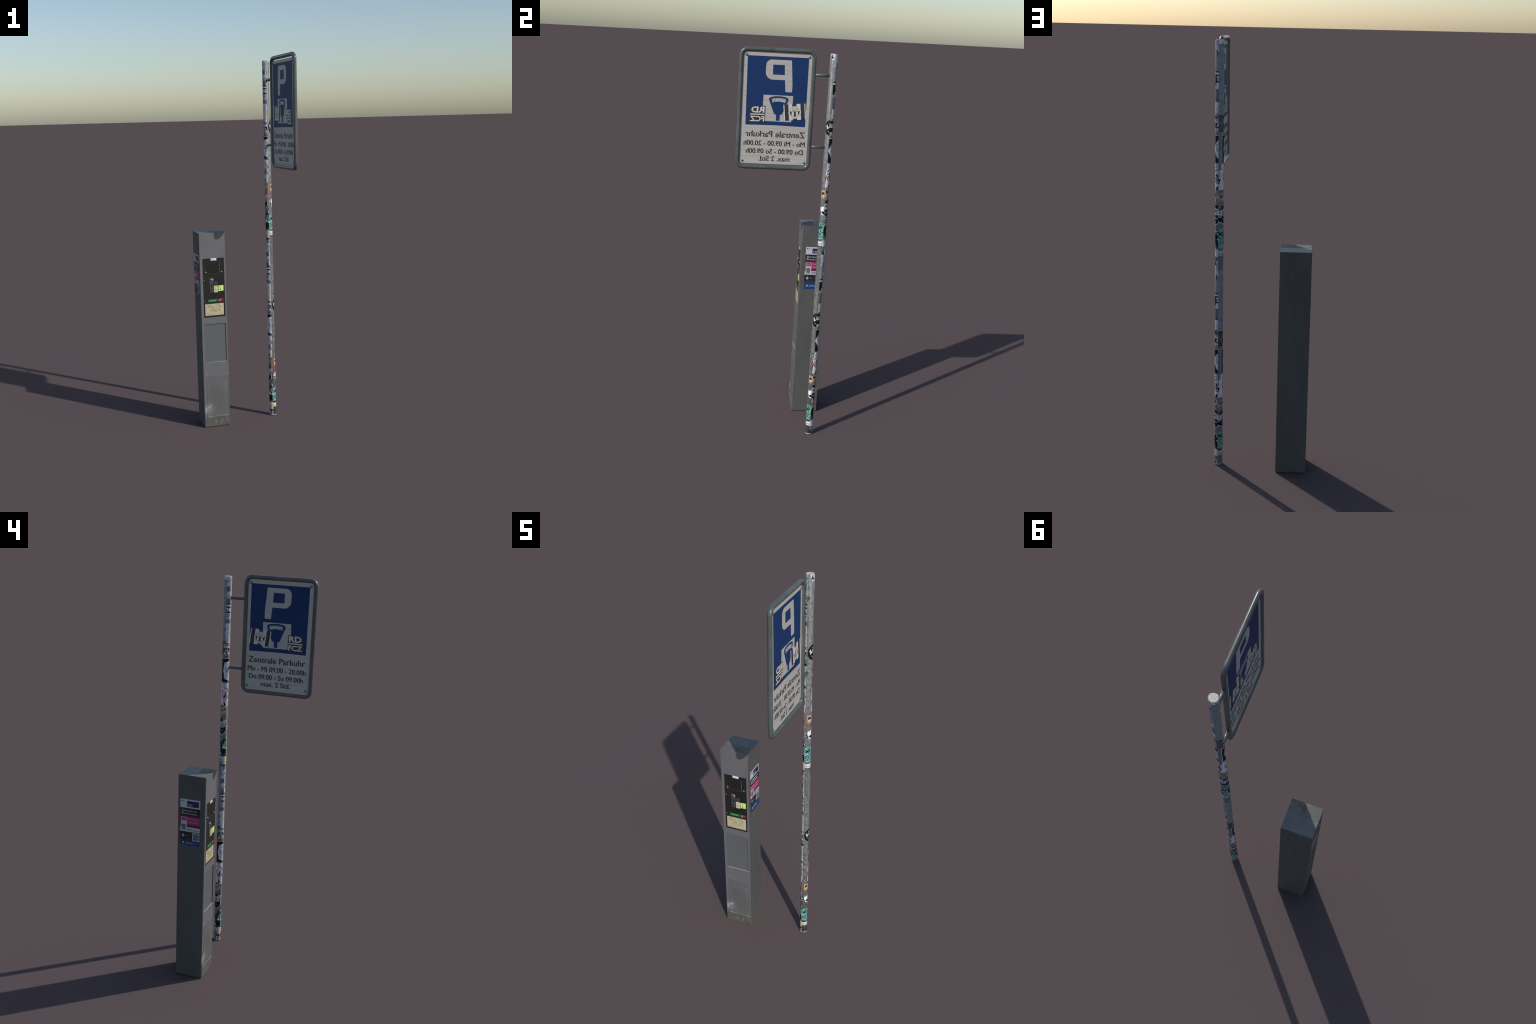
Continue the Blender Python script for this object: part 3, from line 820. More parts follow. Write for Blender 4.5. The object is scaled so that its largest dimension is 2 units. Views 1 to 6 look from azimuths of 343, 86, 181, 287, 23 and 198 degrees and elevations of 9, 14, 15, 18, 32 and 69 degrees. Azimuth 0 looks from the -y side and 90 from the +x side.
    R_(157, 178, 1.3068, 1.3210, M_PNAVY, 2, "sticker_print")
    scribble(86, 170, 1.287, 1.299, 8, 38, M_PBROWN, 1, 0.0018)
    patch([(D, 1.3330), (216, 1.3350), (232, 1.2960), (D, 1.2930)], M_PBEIGE2)
    line([(182, 1.3305), (206, 1.3310)], 0.0022, M_PBROWN)
    patch([(183, 1.3263), (216, 1.3250), (223, 1.3090), (183, 1.3090)], M_WCLEAN, 1, "sticker_print")
    patch([(198, 1.3260), (210, 1.3260), (216, 1.3110), (196, 1.3120)], M_PNAVY, 2, "sticker_print")
    R_(184, 196, 1.3110, 1.3220, M_PBLUE, 2, "sticker_print")
    E_(190, 1.2990, 6, 0.0024, M_PBROWN)
    E_(212, 1.3005, 7, 0.0026, M_PBROWN)
    patch([(E, 1.3560), (252, 1.3500), (244, 1.3100), (242, 1.2700), (240, 1.2470), (E, 1.2400)], M_PSALMON)
    # -- crest stickers
    R_(B, C, 1.2560, 1.2840, M_DARKMETAL)
    line([(6, 1.2790), (40, 1.2775), (76, 1.2740)], 0.0028, M_PALEMETAL)
    R_(4, C, 1.2585, 1.2727, M_PBLACK)
    patch([(2, 1.2560), (C, 1.2550), (C, 1.2260), (10, 1.2250)], M_WCLEAN)
    line([(70, 1.2500), (54, 1.2510), (52, 1.2360), (74, 1.2350)], 0.0024, M_PINK)
    scribble(8, 36, 1.226, 1.250, 9, 39, M_PINK, 1, 0.0022)
    patch([(6, 1.2260), (C, 1.2275), (C, 1.1900), (40, 1.1790), (18, 1.1930), (8, 1.2060)], M_PBLACK, 1)
    txt("CLI", 12, 72, 1.2085, 1.2165, M_WCLEAN, 2)
    E_(24, 1.1920, 9, 0.0040, M_WCLEAN, 2)
    line([(4, 1.1830), (20, 1.1775), (44, 1.1830), (C, 1.1905)], 0.0036, M_WCLEAN, 2)
    patch([(-68, 1.2375), (-30, 1.2400), (-2, 1.2440), (-2, 1.2180), (-64, 1.2150)], M_WBRIGHT, 1)
    patch([(-94, 1.2370), (-70, 1.2375), (-64, 1.2130), (-40, 1.2100), (-4, 1.1950), (B, 1.1990), (B, 1.2200), (-70, 1.2060), (-92, 1.2070)], M_PBLACK)
    R_(-92, -80, 1.2230, 1.2330, M_WCLEAN, 1, "sticker_print")
    R_(-90, -78, 1.2090, 1.2170, M_WCLEAN, 1, "sticker_print")
    line([(-48, 1.2105), (-36, 1.2030), (-4, 1.1985)], 0.0050, M_WBRIGHT, 1)
    patch([(96, 1.2490), (130, 1.2680), (D, 1.2720), (D, 1.2560), (130, 1.2520)], M_PBLACK)
    patch([(C, 1.2460), (110, 1.2480), (D, 1.2560), (D, 1.2230), (110, 1.2160), (C, 1.2160)], M_WCLEAN)
    line([(C, 1.2425), (120, 1.2450), (D, 1.2520)], 0.0014, M_PINK)
    line([(144, 1.2440), (146, 1.2280)], 0.0040, M_PINK)
    scribble(84, 130, 1.222, 1.240, 7, 40, M_PINK, 1, 0.0024)
    line([(C, 1.2200), (120, 1.2210), (D, 1.2290)], 0.0014, M_PINK)
    patch([(C, 1.2180), (110, 1.2180), (D, 1.2250), (D, 1.1840), (130, 1.1920), (C, 1.1990)], M_PBLACK)
    txt("GI", 132, 168, 1.2040, 1.2120, M_PGREY)
    line([(C, 1.1985), (124, 1.1920), (172, 1.1840)], 0.0034, M_WCLEAN, 2)
    R_(125, 176, 1.2546, 1.2680, M_PBLACK, 1)
    patch([(128, 1.2540), (D, 1.2560), (238, 1.2600), (240, 1.2270), (D, 1.2220), (134, 1.2240)], M_WPAPER, 1)
    for t in (152, 170, 192, 222):
        line([(t, 1.2500), (t, 1.2260)], 0.0024, M_PINK, 2)
    line([(192, 1.2300), (214, 1.2310)], 0.0022, M_PINK, 2)
    line([(214, 1.2400), (232, 1.2410)], 0.0022, M_PINK, 2)
    line([(185, 1.2585), (238, 1.2640)], 0.0026, M_WCLEAN, 2)
    patch([(134, 1.2240), (D, 1.2230), (238, 1.2300), (238, 1.2090), (208, 1.1960), (178, 1.1880), (150, 1.1930), (138, 1.2040)], M_PBLACK, 2)
    txt("VIU", 142, 188, 1.2040, 1.2130, M_PGREY, 3)
    line([(240, 1.2300), (240, 1.2090), (214, 1.1970), (184, 1.1890)], 0.0030, M_WCLEAN, 3)
    line([(138, 1.1910), (156, 1.1860), (180, 1.1815)], 0.0030, M_WCLEAN, 3)
    R_(C, E, 1.1640, 1.1900, M_DARKMETAL)
    R_(C, D, 1.2700, 1.2860, M_DARKMETAL)
    R_(B, C, 1.1560, 1.1860, M_DARKMETAL)
    # -- teal artwork and dark figure
    torn(A, B + 4, 1.0763, 1.1600, M_PTEAL, 5, edges="t", amp=0.002)
    scribble(-98, -2, 1.148, 1.158, 6, 41, M_PTEALDK, 1, 0.0020)
    for p, w in ((((-88, 1.1390), (-62, 1.1320), (-44, 1.1270)), .0050), (((-82, 1.1270), (-54, 1.1350), (-30, 1.1430)), .0046),
                 (((-40, 1.1280), (-14, 1.1380)), .0056), (((-90, 1.1235), (-50, 1.1250)), .0030)):
        line(p, w, M_PBLACK, 2)
    for p, w in ((((-96, 1.1030), (-60, 1.1080), (-22, 1.1210)), .0044), (((-98, 1.0930), (-50, 1.0990), (-2, 1.1110)), .0040),
                 (((-96, 1.0840), (-66, 1.0850), (-44, 1.0930), (-30, 1.1000)), .0042), (((-60, 1.0830), (-20, 1.0830), (-2, 1.0880)), .0034)):
        line(p, w, M_PTEALDK, 1)
    R_(A, B, 1.0763, 1.0795, flat("light_teal_print", lin(0.32, 0.64, 0.58)), 1, "sticker_print")
    patch([(6, 1.1300), (30, 1.1480), (C, 1.1520), (C, 1.0740), (54, 1.0775), (12, 1.0960), (4, 1.1100)], M_PBLACK, 1)
    R_(B, 34, 1.1300, 1.1570, M_PTEAL, 0)
    R_(34, C, 1.1440, 1.1600, M_PTEAL, 0)
    line([(2, 1.1350), (22, 1.1450), (44, 1.1530), (60, 1.1520), (66, 1.1420), (76, 1.1340)], 0.0050, M_PLIME, 2)
    patch([(58, 1.1160), (78, 1.1210), (C, 1.1130), (66, 1.1130)], M_WCLEAN, 2, "sticker_print")
    line([(8, 1.1010), (30, 1.0930), (58, 1.0830), (C, 1.0800)], 0.0016, M_PGREY, 2)
    line([(6, 1.1100), (14, 1.1340)], 0.0014, M_PGREY, 2)
    torn(C, 152, 1.0797, 1.1640, M_PTEAL, 6, edges="t", amp=0.002)
    scribble(84, 150, 1.150, 1.162, 8, 42, M_PTEALDK, 1, 0.0018)
    for p in (((82, 1.1500), (104, 1.1410), (146, 1.1330)), ((84, 1.1320), (110, 1.1420), (148, 1.1510))):
        line(p, 0.0056, M_PBLACK, 2)
    line([(116, 1.1290), (118, 1.1000)], 0.0050, M_PTEALDK, 1)
    line([(84, 1.1120), (100, 1.1190), (116, 1.1280)], 0.0024, M_PTEALDK, 1)
    line([(82, 1.0960), (120, 1.0980), (150, 1.1040)], 0.0030, M_PTEALDK, 1)
    line([(84, 1.0870), (116, 1.0880), (146, 1.0940)], 0.0026, M_PTEALDK, 1)
    patch([(146, 1.1550), (158, 1.1400), (D, 1.1440), (D, 1.0700), (172, 1.0840), (156, 1.1000), (148, 1.1240)], M_PBLACK, 1)
    patch([(150, 1.0800), (174, 1.0800), (164, 1.0900), (152, 1.0905)], M_PTEAL, 2, "sticker_print")
    R_(D, E, 1.0700, 1.1560, M_PBLACK, 1)
    R_(252, E, 1.0800, 1.1560, M_PTEAL, 2, "sticker_print")
    patch([(D, 1.1560), (190, 1.1600), (200, 1.1660), (225, 1.1680), (236, 1.1640), (250, 1.1560)], M_PBLACK, 1)
    line([(184, 1.1560), (210, 1.1610), (238, 1.1600)], 0.0016, M_PGREY, 2)
    patch([(240, 1.1700), (E, 1.1740), (E, 1.1600), (244, 1.1620)], M_WPAPER, 2)
    ring = lambda rt, rz: ellipse(225, 1.1435, rt, rz, 24)
    add(loops_bm([ring(16, 0.0095), ring(7, 0.0050)]), M_PLIME, 2, "sticker_print")
    line([(182, 1.1345), (206, 1.1350)], 0.0036, M_PLIME, 2)
    patch([(222, 1.1330), (240, 1.1370), (252, 1.1390), (250, 1.1310), (236, 1.1290)], M_PSALMON, 2, "sticker_print")
    patch([(181, 1.1125), (183, 1.1200), (212, 1.1330), (220, 1.1330), (232, 1.1112)], M_WCLEAN, 2, "sticker_print")
    patch([(238, 1.1112), (250, 1.1280), (E, 1.1300), (E, 1.1112)], M_WCLEAN, 2, "sticker_print")
    line([(196, 1.0780), (220, 1.0755), (254, 1.0770)], 0.0024, M_PGREY, 2)
    # -- name bands
    patch([(A, 1.0640), (-90, 1.0610), (-50, 1.0605), (-20, 1.0625), (8, 1.0640), (8, 1.0400), (-50, 1.0405), (A, 1.0420)], M_WBRIGHT)
    txt("lani", -96, -4, 1.0445, 1.0575, M_PINK, 1)
    R_(6, C, 1.0355, 1.0715, M_WCLEAN)
    line([(10, 1.0680), (C, 1.0690)], 0.0012, M_PMAROON)
    line([(44, 1.0560), (C, 1.0550)], 0.0014, M_PMAROON)
    scribble(56, C, 1.037, 1.045, 3, 43, M_PMAROON)
    R_(C, 156, 1.0424, 1.0611, M_WCLEAN)
    txt("ni", 84, 150, 1.0450, 1.0580, M_PINK, 1)
    patch([(150, 1.0420), (146, 1.0580), (158, 1.0680), (176, 1.0690), (206, 1.0660), (208, 1.0480), (186, 1.0420)], M_WPAPER)
    txt("a", 152, 182, 1.0455, 1.0570, M_PINK, 1)
    line([(186, 1.0590), (204, 1.0620)], 0.0014, M_PMAROON)
    R_(D, 207, 1.0340, 1.0385, M_WPAPER)
    R_(206, E, 1.0250, 1.0700, M_PCREAM)
    R_(B, C, 1.0162, 1.0355, M_DARKMETAL)
    R_(C, D, 0.9950, 1.0405, M_DARKMETAL)
    patch([(D, 1.0225), (248, 1.0235), (242, 1.0150), (227, 1.0105), (206, 1.0140), (D, 1.0170)], M_PNAVY, 1)
    R_(D, E, 0.9946, 1.0160, M_WPAPER)
    scribble(190, 250, 0.996, 1.008, 7, 44, M_PINK, 1, 0.0028)
    patch([(8, 0.9946), (12, 1.0070), (20, 1.0162), (34, 1.0100), (46, 1.0050), (58, 0.9946)], M_PNAVY, 1)
    patch([(34, 1.0180), (64, 1.0170), (C, 1.0190), (C, 0.9946), (60, 0.9946), (46, 1.0060)], M_WPAPER)

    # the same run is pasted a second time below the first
    for o in made[:once] + made[once_end:]:
        c2 = o.copy()
        c2.location.z -= RUN
        COL.objects.link(c2)
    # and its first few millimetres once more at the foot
    R0 = POLE_R + 0.00012
    bm = poly_bm(rect(-58, 301, 0.0003, 0.0046))
    foot = make("sticker", from_bm(bend(bm, POLE_R - 0.0004, R0), "foot_band"), pole, M_WPAPER)
    return pole

# ================================================================ METER
def cut(obj, boxes):
    cutters = []
    for (x0, x1, y0, y1, z0, z1) in boxes:
        bm = bmesh.new()
        bmesh.ops.create_cube(bm, size=1)
        for v in bm.verts:
            v.co = Vector((x0 + (v.co.x + .5) * (x1 - x0), y0 + (v.co.y + .5) * (y1 - y0), z0 + (v.co.z + .5) * (z1 - z0)))
        me = from_bm(bm, "cutter")
        c = bpy.data.objects.new("cutter", me)
        COL.objects.link(c)
        m = obj.modifiers.new("cut", "BOOLEAN")
        m.operation = "DIFFERENCE"
        m.solver = "EXACT"
        m.object = c
        cutters.append(c)
    bpy.context.view_layer.update()
    dg = bpy.context.evaluated_depsgraph_get()
    me = bpy.data.meshes.new_from_object(obj.evaluated_get(dg))
    obj.modifiers.clear()
    obj.data = me
    for c in cutters:
        bpy.data.objects.remove(c)

def build_meter():
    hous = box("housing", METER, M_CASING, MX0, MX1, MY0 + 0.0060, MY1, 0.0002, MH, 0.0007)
    fas = box("pale_front", METER, M_HOUSING, MX0, MX1, MY0, MY0 + 0.0062, 0.0002, MH, 0.0007)
    y = MY0
    g = 0.0012
    cut(fas, [
        (-0.2038, -0.0845, y - .01, y + 0.0025, 0.6186, 0.9425),            # control panel opening
        (-0.2036, -0.0842, y - .01, y + 0.0045, 0.3668, 0.5807),            # upper door
        (-0.2034, -0.0800, y - .01, y + 0.0018, 0.2818, 0.2818 + g),        # lower door gap
        (-0.0800 - g, -0.0800, y - .01, y + 0.0018, 0.0560, 0.2825),
        (-0.2034, -0.2034 + 0.0007, y - .01, y + 0.0010, 0.0560, 0.2825),
    ])
    piece("door_highlight_strip", METER, M_EDGELIGHT, FRONT, [(-0.2020, 0.3660), (-0.0830, 0.3660), (-0.0826, 0.3674), (-0.2000, 0.3670)], -0.0030, 0.0004)
    # doors
    piece("service_door", METER, M_DOOR, FRONT, rect(-0.2033, -0.0845, 0.3671, 0.5804), -0.0046, -0.0040)
    piece("lower_door", METER, M_LOWDOOR, FRONT, rect(-0.2024, -0.0815, 0.0580, 0.2812), -0.0010, 0.0004)
    pl = piece("plinth", METER, M_PLINTH, FRONT, rect(MX0 + 0.0012, MX1 - 0.0012, 0.0012, 0.0545), -0.0010, 0.0003)
    # tan crust along the foot of the lower door
    rnd = random.Random(5)
    top, bot = [], []
    for i in range(31):
        a = -0.1985 + i * (0.1185 / 30)
        w = 0.0003 + 0.0006 * rnd.random()
        if i < 4 or i > 22:
            w += 0.0010
        if i in (1, 2):
            w += 0.0012
        top.append((a, 0.0568 + w * 0.6))
        bot.append((a, 0.0568 - w))
    piece("dirt_crust", METER, M_RUST, FRONT, top + bot[::-1], 0.0002, 0.0012)
    # scuffs on the lower left corner
    bm = bmesh.new()
    for i in range(34):
        t = rnd.random()
        a = -0.2135 + 0.030 * t + rnd.uniform(-.003, .003)
        b = 0.0985 + 0.020 * t + rnd.uniform(-.005, .005)
        l = rnd.uniform(0.002, 0.007)
        an = math.radians(rnd.uniform(20, 60))
        for qd in stroke_quads([(a, b), (a + l * math.cos(an), b + l * math.sin(an))], rnd.uniform(.0003, .0011)):
            bm.faces.new([bm.verts.new((max(MX0 + .002, x), yy, 0)) for x, yy in qd])
    for i in range(14):
        a, b = -0.2125 + rnd.uniform(-.002, .006), rnd.uniform(.082, .100)
        for qd in stroke_quads([(a, b), (a + rnd.uniform(-.001, .003), b + rnd.uniform(.003, .008))], rnd.uniform(.0003, .0008)):
            bm.faces.new([bm.verts.new((max(MX0 + .002, x), yy, 0)) for x, yy in qd])
    sc = make("scratch_marks", from_bm(solid(bm, FRONT, 0.0003, 0.0007), "scratch_marks"), METER, M_SCRATCH)
    sc["kind"] = "stuff"
    piece("scratch_marks", METER, M_SCRATCH, FRONT, [(-0.2090, 0.3010), (-0.1960, 0.3016), (-0.1962, 0.3008), (-0.2088, 0.3003)], -0.0005, 0.0003)

    # ---- roof: grimy front half, smoother back half
    piece("roof_sheet", METER, M_TOPROUGH, CAP, rect(MX0 + .0014, MX1 - .0014, MY0 + .0014, 0.1848), -0.0005, 0.0004)
    piece("roof_sheet", METER, M_TOP, CAP, rect(MX0 + .0014, MX1 - .0014, 0.1856, MY1 - .0014), -0.0005, 0.0005)
    piece("roof_stain", METER, M_MOSS, CAP, [(-0.134, 0.1300), (-0.124, 0.1490), (-0.1425, 0.1690), (-0.1540, 0.1480), (-0.1440, 0.1310)], 0.0002, 0.0008)
    piece("roof_stain", METER, M_MOSS, CAP, ellipse(-0.116, 0.141, 0.009, 0.008, 12), 0.0002, 0.0007)
    piece("roof_stain", METER, M_MOSS, CAP, [(-0.1190, 0.1690), (-0.1160, 0.1790), (-0.1200, 0.1830), (-0.1225, 0.1760)], 0.0002, 0.0007)
    piece("roof_stain", METER, M_MOSS, CAP, [(-0.0790, 0.1240), (-0.0920, 0.1240), (-0.0790, 0.1420)], 0.0002, 0.0007)

    # ---- control panel
    P = piece("control_panel", METER, M_BLACK, FRONT, rect(-0.2036, -0.0847, 0.6188, 0.9423), -0.0030, -0.0016)
    h = -0.0016
    def on(name, mat, loops, h1=0.0006, h0=-0.0002):
        return piece(name, P, mat, FRONT, loops, h + h0, h + h1)
    def say(mat, s, a0, a1, b0, b1, h1=0.0009):
        return words("print", P, mat, FRONT, s, a0, a1, b0, b1, h, h + h1)
    for z in (0.9268, 0.8530, 0.8382, 0.7190, 0.6975):
        on("panel_ridge", M_BLACKLINE, rect(-0.2020, -0.0860, z, z + 0.0008), 0.0004)
    on("panel_ridge", M_HOUSING, rect(-0.1980, -0.0850, 0.6168, 0.6182), 0.0018)
    # display
    piece("display", P, M_SCREEN, FRONT, rect(-0.1790, -0.1130, 0.8612, 0.9228), -0.0020, -0.0014)
    for s, a0, a1, b0, b1 in (("Parkzeit wahlen", -0.176, -0.122, 0.9000, 0.9055), ("Std", -0.152, -0.142, 0.8920, 0.8965), ("Taste drucken", -0.173, -0.140, 0.8815, 0.8850), ("OK", -0.141, -0.134, 0.8745, 0.8785)):
        words("display_text", P, M_SCREENTXT, FRONT, s, a0, a1, b0, b1, -0.0016, -0.0012)
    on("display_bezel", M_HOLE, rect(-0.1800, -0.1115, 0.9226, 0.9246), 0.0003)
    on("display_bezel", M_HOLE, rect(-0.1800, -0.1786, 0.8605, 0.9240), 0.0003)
    on("display_bezel", M_SLOT, rect(-0.1800, -0.1100, 0.8598, 0.8609), 0.0012)
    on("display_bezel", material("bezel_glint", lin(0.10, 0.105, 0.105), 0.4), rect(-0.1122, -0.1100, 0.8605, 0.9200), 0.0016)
    dome("knob", P, M_STEEL, FRONT, -0.1872, 0.8662, 0.0042, 0.0040, h)
    dome("knob", P, M_STEEL, FRONT, -0.0996, 0.8657, 0.0042, 0.0040, h)
    say(M_LSOFT, "OK", -0.1910, -0.1830, 0.8735, 0.8795)
    on("paper_label", M_PAPER, [(-0.1580, 0.9424), (-0.1262, 0.9424), (-0.1264, 0.9300), (-0.1575, 0.9309)], 0.0020)
    say(flat("faint_blue_text", lin(0.42, 0.42, 0.58)), "Parkuhr", -0.1545, -0.1300, 0.9330, 0.9385, 0.0023)
    # locks
    on("lock", M_BRASS, [(-0.1990, 0.8280), (-0.1960, 0.8275), (-0.1935, 0.8225), (-0.1945, 0.8215), (-0.1985, 0.8220)], 0.0020)
    on("lock", M_BRASS, [(-0.1992, 0.7075), (-0.1975, 0.7130), (-0.1960, 0.7125), (-0.1945, 0.7078)], 0.0020)
    # coin slot
    on("coin_slot", M_SLOT, rect(-0.1670, -0.1465, 0.7555, 0.8325), 0.0016)
    on("coin_slot", M_STEEL, [(-0.1672, 0.8330), (-0.1466, 0.8330), (-0.1466, 0.8235), (-0.1560, 0.8245), (-0.1672, 0.8265)], 0.0030)
    on("coin_slot", M_HOLE, [(-0.1610, 0.8235), (-0.1500, 0.8230), (-0.1520, 0.8190), (-0.1600, 0.8195)], 0.0024)
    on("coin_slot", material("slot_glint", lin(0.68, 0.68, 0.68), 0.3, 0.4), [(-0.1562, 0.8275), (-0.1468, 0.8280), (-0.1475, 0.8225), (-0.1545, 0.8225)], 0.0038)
    on("coin_slot", M_HOLE, rounded(-0.1597, -0.1545, 0.7800, 0.8050, 0.0018), 0.0020)
    on("coin_slot", M_HOLE, rect(-0.1620, -0.1570, 0.7610, 0.7780), 0.0020)
    dome("screw", P, M_STEEL, FRONT, -0.1565, 0.7775, 0.0016, 0.0014, h + 0.0016)
    dome("screw", P, M_SLOT, FRONT, -0.1640, 0.7590, 0.0016, 0.0014, h + 0.0016)
    # three coins drawn as rings
    for a, b in ((-0.1368, 0.8080), (-0.1272, 0.8085), (-0.1325, 0.8010)):
        on("coin_symbol", M_LSOFT, [ellipse(a, b, 0.0050, 0.0050, 20), ellipse(a, b, 0.0038, 0.0038, 20)], 0.0006)
    # small notices
    on("notice", M_BEIGE, rect(-0.1435, -0.1217, 0.7548, 0.7917), 0.0012)
    for a0, a1, b0, b1 in ((-0.1400, -0.1340, 0.7862, 0.7885), (-0.1390, -0.1340, 0.7660, 0.7760), (-0.1290, -0.1240, 0.7640, 0.7730), (-0.1290, -0.1250, 0.7862, 0.7885)):
        for k in range(3):
            b = b0 + (b1 - b0) * (k + .2) / 3
            on("print", M_STKGREY if b1 - b0 < .004 else flat("notice_text", lin(.30, .25, .17)), rect(a0, a1, b, b + (b1 - b0) * 0.18), 0.0015)
    on("notice", M_LIME, [(-0.1192, 0.7908), (-0.0907, 0.7918), (-0.0912, 0.7614), (-0.1188, 0.7604)], 0.0014)
    for k, w in enumerate((0.012, 0.0145, 0.008)):
        on("print", M_LIMETXT, rect(-0.1155, -0.1155 + w, 0.7868 - k * 0.0026, 0.7878 - k * 0.0026), 0.0017)
    on("print", M_INKBLUE, [(-0.1110, 0.7790), (-0.1094, 0.7790), (-0.1088, 0.7745), (-0.1055, 0.7725), (-0.1050, 0.7685), (-0.1065, 0.7655), (-0.1090, 0.7660), (-0.1105, 0.7690)], 0.0018)
    # keys
    on("key_strip", M_GREEN, [(-0.1785, 0.7168), (-0.1203, 0.7170), (-0.1206, 0.7040), (-0.1783, 0.7040)], 0.0014)
    say(M_LTEXT, "Ticket", -0.1650, -0.1485, 0.7082, 0.7125, 0.0017)
    on("print", M_LTEXT, [(-0.1415, 0.7090), (-0.1398, 0.7098), (-0.1345, 0.7155), (-0.1335, 0.7150), (-0.1385, 0.7075), (-0.1400, 0.7065), (-0.1425, 0.7075)], 0.0017)
    on("key_strip", M_RED, [(-0.1177, 0.7174), (-0.0945, 0.7172), (-0.0948, 0.7034), (-0.1175, 0.7034)], 0.0014)
    for p in ([(-0.1150, 0.7060), (-0.1100, 0.7140)], [(-0.1130, 0.7135), (-0.1092, 0.7080)]):
        on("print", M_LTEXT, stroke_quads(p, 0.0016)[0], 0.0017)
    dome("button", P, M_BTN, FRONT, -0.1262, 0.7110, 0.0040, 0.0040, h + 0.0014)
    dome("button", P, M_BTN, FRONT, -0.0999, 0.7100, 0.0044, 0.0040, h + 0.0014)
    # tariff card
    card = on("tariff_card", M_CREAM, rect(-0.1960, -0.0925, 0.6285, 0.6930), 0.0012)
    rows = [("Tarif", -0.185, -0.166, .6845, .6915, 1), ("Mo - Sa 09.00h", -0.138, -0.112, .6880, .6905, 0), ("20h", -0.128, -0.118, .6825, .6850, 0),
            ("Montag - Samstag", -0.175, -0.152, .6795, .6825, 1), ("So und", -0.133, -0.125, .6785, .6812, 1),
            ("Gebuhrenpflichtig", -0.189, -0.165, .6765, .6790, 1), ("werktags ohne Feiertage", -0.160, -0.131, .6768, .6788, 1),
            ("Minuten gebuhrenpflichtig bis", -0.189, -0.148, .6735, .6755, 0),
            ("1 Stunde", -0.162, -0.143, .6685, .6712, 1), ("1.50", -0.134, -0.1285, .6700, .6725, 0), ("2 Std", -0.157, -0.143, .6645, .6668, 0), ("3.00 CHF", -0.134, -0.117, .6638, .6662, 1),
            ("Maximal", -0.158, -0.1435, .6605, .6632, 1), ("Bitte", -0.171, -0.1605, .6540, .6568, 1), ("Tasten drucken", -0.156, -0.132, .6555, .6585, 1),
            ("Parkzeit wahlen", -0.128, -0.1075, .6560, .6590, 1), ("und zahlen", -0.128, -0.112, .6520, .6545, 0),
            ("Ticket gut", -0.165, -0.150, .6495, .6515, 0), ("sichtbar", -0.142, -0.131, .6505, .6525, 0), ("hinlegen", -0.150, -0.134, .6462, .6482, 0), ("20", -0.128, -0.124, .6468, .6490, 0),
            ("Bei Storung", -0.190, -0.176, .6318, .6338, 1), ("nachste Uhr", -0.174, -0.150, .6330, .6350, 0), ("benutzen oder Telefon", -0.146, -0.118, .6345, .6365, 0), ("044", -0.114, -0.107, .6355, .6375, 0), ("411", -0.103, -0.096, .6350, .6375, 1)]
    for s, a0, a1, b0, b1, dk in rows:
        words("print", P, M_CREAMTXT2 if dk else M_CREAMTXT, FRONT, s, a0, a1, b0, b1, h, h + 0.0015)
    on("seal", M_SILVER, [(-0.1128, 0.6870), (-0.1100, 0.6800), (-0.0988, 0.6660), (-0.1270, 0.6655), (-0.1155, 0.6800)], 0.0016)
    for a0, a1, b in ((-0.117, -0.109, 0.6790), (-0.119, -0.107, 0.6750), (-0.121, -0.105, 0.6710)):
        on("print", flat("seal_text", lin(.12, .14, .17)), rect(a0, a1, b, b + 0.0016), 0.0019)
    say(M_LSOFT, "P 124", -0.1480, -0.1375, 0.6222, 0.6245)
    on("print", M_BLACKLINE, rect(-0.196, -0.182, .6222, .6232), 0.0004)
    on("print", M_BLACKLINE, rect(-0.108, -0.095, .6222, .6232), 0.0004)

    # ---- notice column on both flanks
    def column(plane, a0, rows):
        W = 0.1022
        z = rows
        base = piece("info_label", METER, M_LBLACK, plane, rect(a0, a0 + W, z[6], z[0]), -0.0004, 0.0003)
        def on(name, mat, loops, h1=0.0006):
            return piece(name, base, mat, plane, [(a0 + x, y) for x, y in loops], 0.0001, h1)
        def say(mat, s, x0, x1, b0, b1, h1=0.0011):
            return words("print", base, mat, plane, s, a0 + x0, a0 + x1, b0, b1, 0.0001, h1)
        # id field
        on("label_field", M_LWHITE, rect(-0.0004, W + .0004, z[1], z[0] + .0003))
        on("label_field", M_LNAVY, rect(0.0350, W - 0.0060, z[1] + 0.0065, z[0] - 0.0072), 0.0009)
        say(M_LTEXT, "124", 0.0405, 0.0625, z[1] + 0.0095, z[1] + 0.0215)
        say(M_LPURP, "Parkscheinautomat", 0.0395, 0.0760, z[0] - 0.0125, z[0] - 0.0100)
        on("print", M_LNAVY, rect(0.0050, 0.0105, z[0] - 0.0118, z[0] - 0.0065), 0.0009)
        say(M_LNAVY, "Stadt", 0.0120, 0.0210, z[0] - 0.0085, z[0] - 0.0062, 0.0009)
        say(M_LNAVY, "Verkehr", 0.0120, 0.0290, z[0] - 0.0118, z[0] - 0.0095, 0.0009)
        # pay by phone
        on("phone_symbol", M_LTEXT, rounded(0.0075, 0.0165, z[2] + 0.0105, z[1] - 0.0085, 0.0012))
        on("phone_symbol", M_LBLACK, rect(0.0088, 0.0152, z[2] + 0.0155, z[1] - 0.0115), 0.0009)
        on("phone_symbol", M_LTEXT, rect(0.0105, 0.0140, z[2] + 0.0185, z[1] - 0.0155), 0.0012)
        mid = 0.5 * (z[1] + z[2])
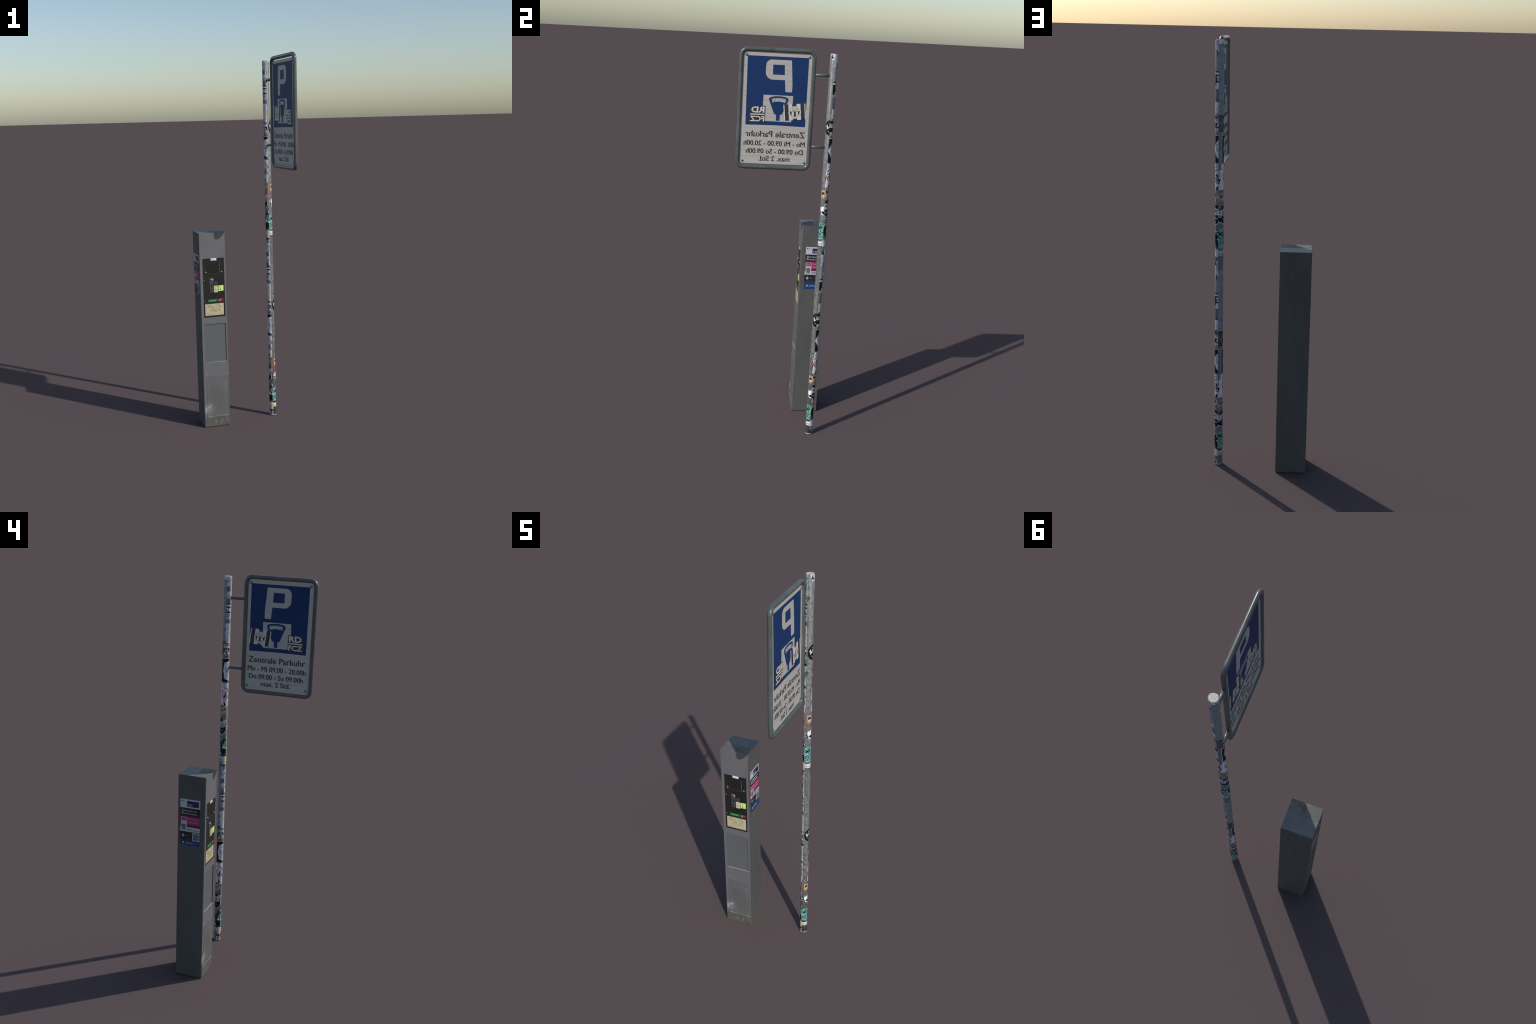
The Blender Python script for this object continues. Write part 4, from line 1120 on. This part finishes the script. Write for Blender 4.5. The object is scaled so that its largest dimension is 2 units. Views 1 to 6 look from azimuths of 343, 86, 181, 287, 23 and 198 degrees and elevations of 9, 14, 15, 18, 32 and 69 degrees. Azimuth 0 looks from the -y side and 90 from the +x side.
        say(M_LTEXT, "Parkgebuhr mit", 0.0205, 0.0865, mid + 0.0015, mid + 0.0115)
        say(M_LTEXT, "Handy bezahlen", 0.0205, 0.0885, mid - 0.0135, mid - 0.0030)
        # magenta field
        on("label_field", M_LPINK, rect(0.0, W, z[3], z[2]))
        on("label_field", M_LPURP, rect(0.0, W, z[3] - 0.0130, z[3]))
        on("label_field", M_LWHITE, rect(0.0, W, z[4], z[3] - 0.0130))
        say(M_LPTXT, "Spare Zeit", 0.0385, 0.0945, z[2] - 0.0180, z[2] - 0.0070, 0.0010)
        say(M_LPTXT, "und Geld", 0.0385, 0.0890, z[2] - 0.0340, z[2] - 0.0230, 0.0010)
        say(flat("label_text_mauve", lin(.20, .08, .19)), "www.parken am handy", 0.0360, 0.0950, z[3] - 0.0085, z[3] - 0.0055, 0.0010)
        say(M_LPURP, "easy", 0.0370, 0.0640, z[4] + 0.0040, z[4] + 0.0155, 0.0010)
        say(M_LPINK, "PARK", 0.0660, 0.0970, z[4] + 0.0040, z[4] + 0.0140, 0.0010)
        # phone drawing, code left as a plain square
        on("phone_drawing", M_LWHITE, rounded(0.0045, 0.0345, z[4] - 0.0002, z[2] - 0.0045, 0.0020), 0.0009)
        on("phone_drawing", M_LPINK, rect(0.0062, 0.0328, z[2] - 0.0230, z[2] - 0.0068), 0.0012)
        on("phone_drawing", M_LSOFT, rect(0.0130, 0.0260, z[2] - 0.0085, z[2] - 0.0060), 0.0014)
        on("phone_drawing", M_LPTXT, rect(0.0090, 0.0300, z[2] - 0.0168, z[2] - 0.0140), 0.0014)
        on("print", M_LSOFT, rect(0.0095, 0.0135, z[2] - 0.0280, z[2] - 0.0262), 0.0012)
        on("print", M_LSOFT, rect(0.0170, 0.0215, z[2] - 0.0285, z[2] - 0.0258), 0.0012)
        on("print", flat("orange_print", lin(.40, .12, .05)), rect(0.0240, 0.0275, z[2] - 0.0290, z[2] - 0.0262), 0.0012)
        on("code_square", M_QR, rect(0.0075, 0.0290, z[4] + 0.0105, z[4] + 0.0380), 0.0012)
        on("print", M_LPINK, rect(0.0145, 0.0210, z[4] + 0.0200, z[4] + 0.0275), 0.0014)
        on("print", M_LPINK, rect(0.0070, 0.0285, z[4] + 0.0050, z[4] + 0.0078), 0.0012)
        # payment field
        m5 = 0.5 * (z[4] + z[5])
        on("emblem", M_LTEXT, ellipse(0.0160, m5 + 0.0020, 0.0056, 0.0080, 20))
        on("emblem", M_LPINK, ellipse(0.0168, m5 + 0.0020, 0.0018, 0.0030, 10), 0.0009)
        say(M_LSOFT, "TWINT", 0.0225, 0.0450, m5 - 0.0015, m5 + 0.0060)
        on("print", M_LSOFT, rect(0.0060, 0.0540, z[5] + 0.0068, z[5] + 0.0080))
        on("code_field", M_LWHITE, rect(0.0645, W - 0.0010, z[5] + 0.0015, z[4] - 0.0040), 0.0007)
        on("code_square", M_QR, rect(0.0680, W - 0.0045, z[5] + 0.0050, z[4] - 0.0075), 0.0010)
        # blue field
        on("label_field", M_LBLUE, rect(0.0, W, z[6], z[5]))
        m6 = 0.5 * (z[5] + z[6])
        on("emblem", M_LTEXT, rounded(0.0130, 0.0215, m6 - 0.0050, m6 + 0.0050, 0.0020), 0.0009)
        on("emblem", flat("emblem_red", lin(.40, .05, .05)), rect(0.0190, 0.0220, m6 - 0.0050, m6 + 0.0010), 0.0011)
        say(flat("label_text_blue", lin(.30, .40, .52)), "parking", 0.0300, 0.0650, m6 - 0.0060, m6 + 0.0055, 0.0010)
        say(flat("label_text_paleblue", lin(.06, .14, .32)), "pay", 0.0660, 0.0860, m6 - 0.0060, m6 + 0.0045, 0.0010)
    column(RIGHT, 0.1495, (0.9590, 0.9173, 0.8762, 0.8374, 0.8042, 0.7605, 0.7225))
    column(LEFT, -0.2515, (0.9592, 0.9153, 0.8715, 0.8290, 0.7930, 0.7465, 0.7215))

build_sign()
build_pole()
build_meter()
for m in list(bpy.data.meshes):
    if m.users == 0:
        bpy.data.meshes.remove(m)
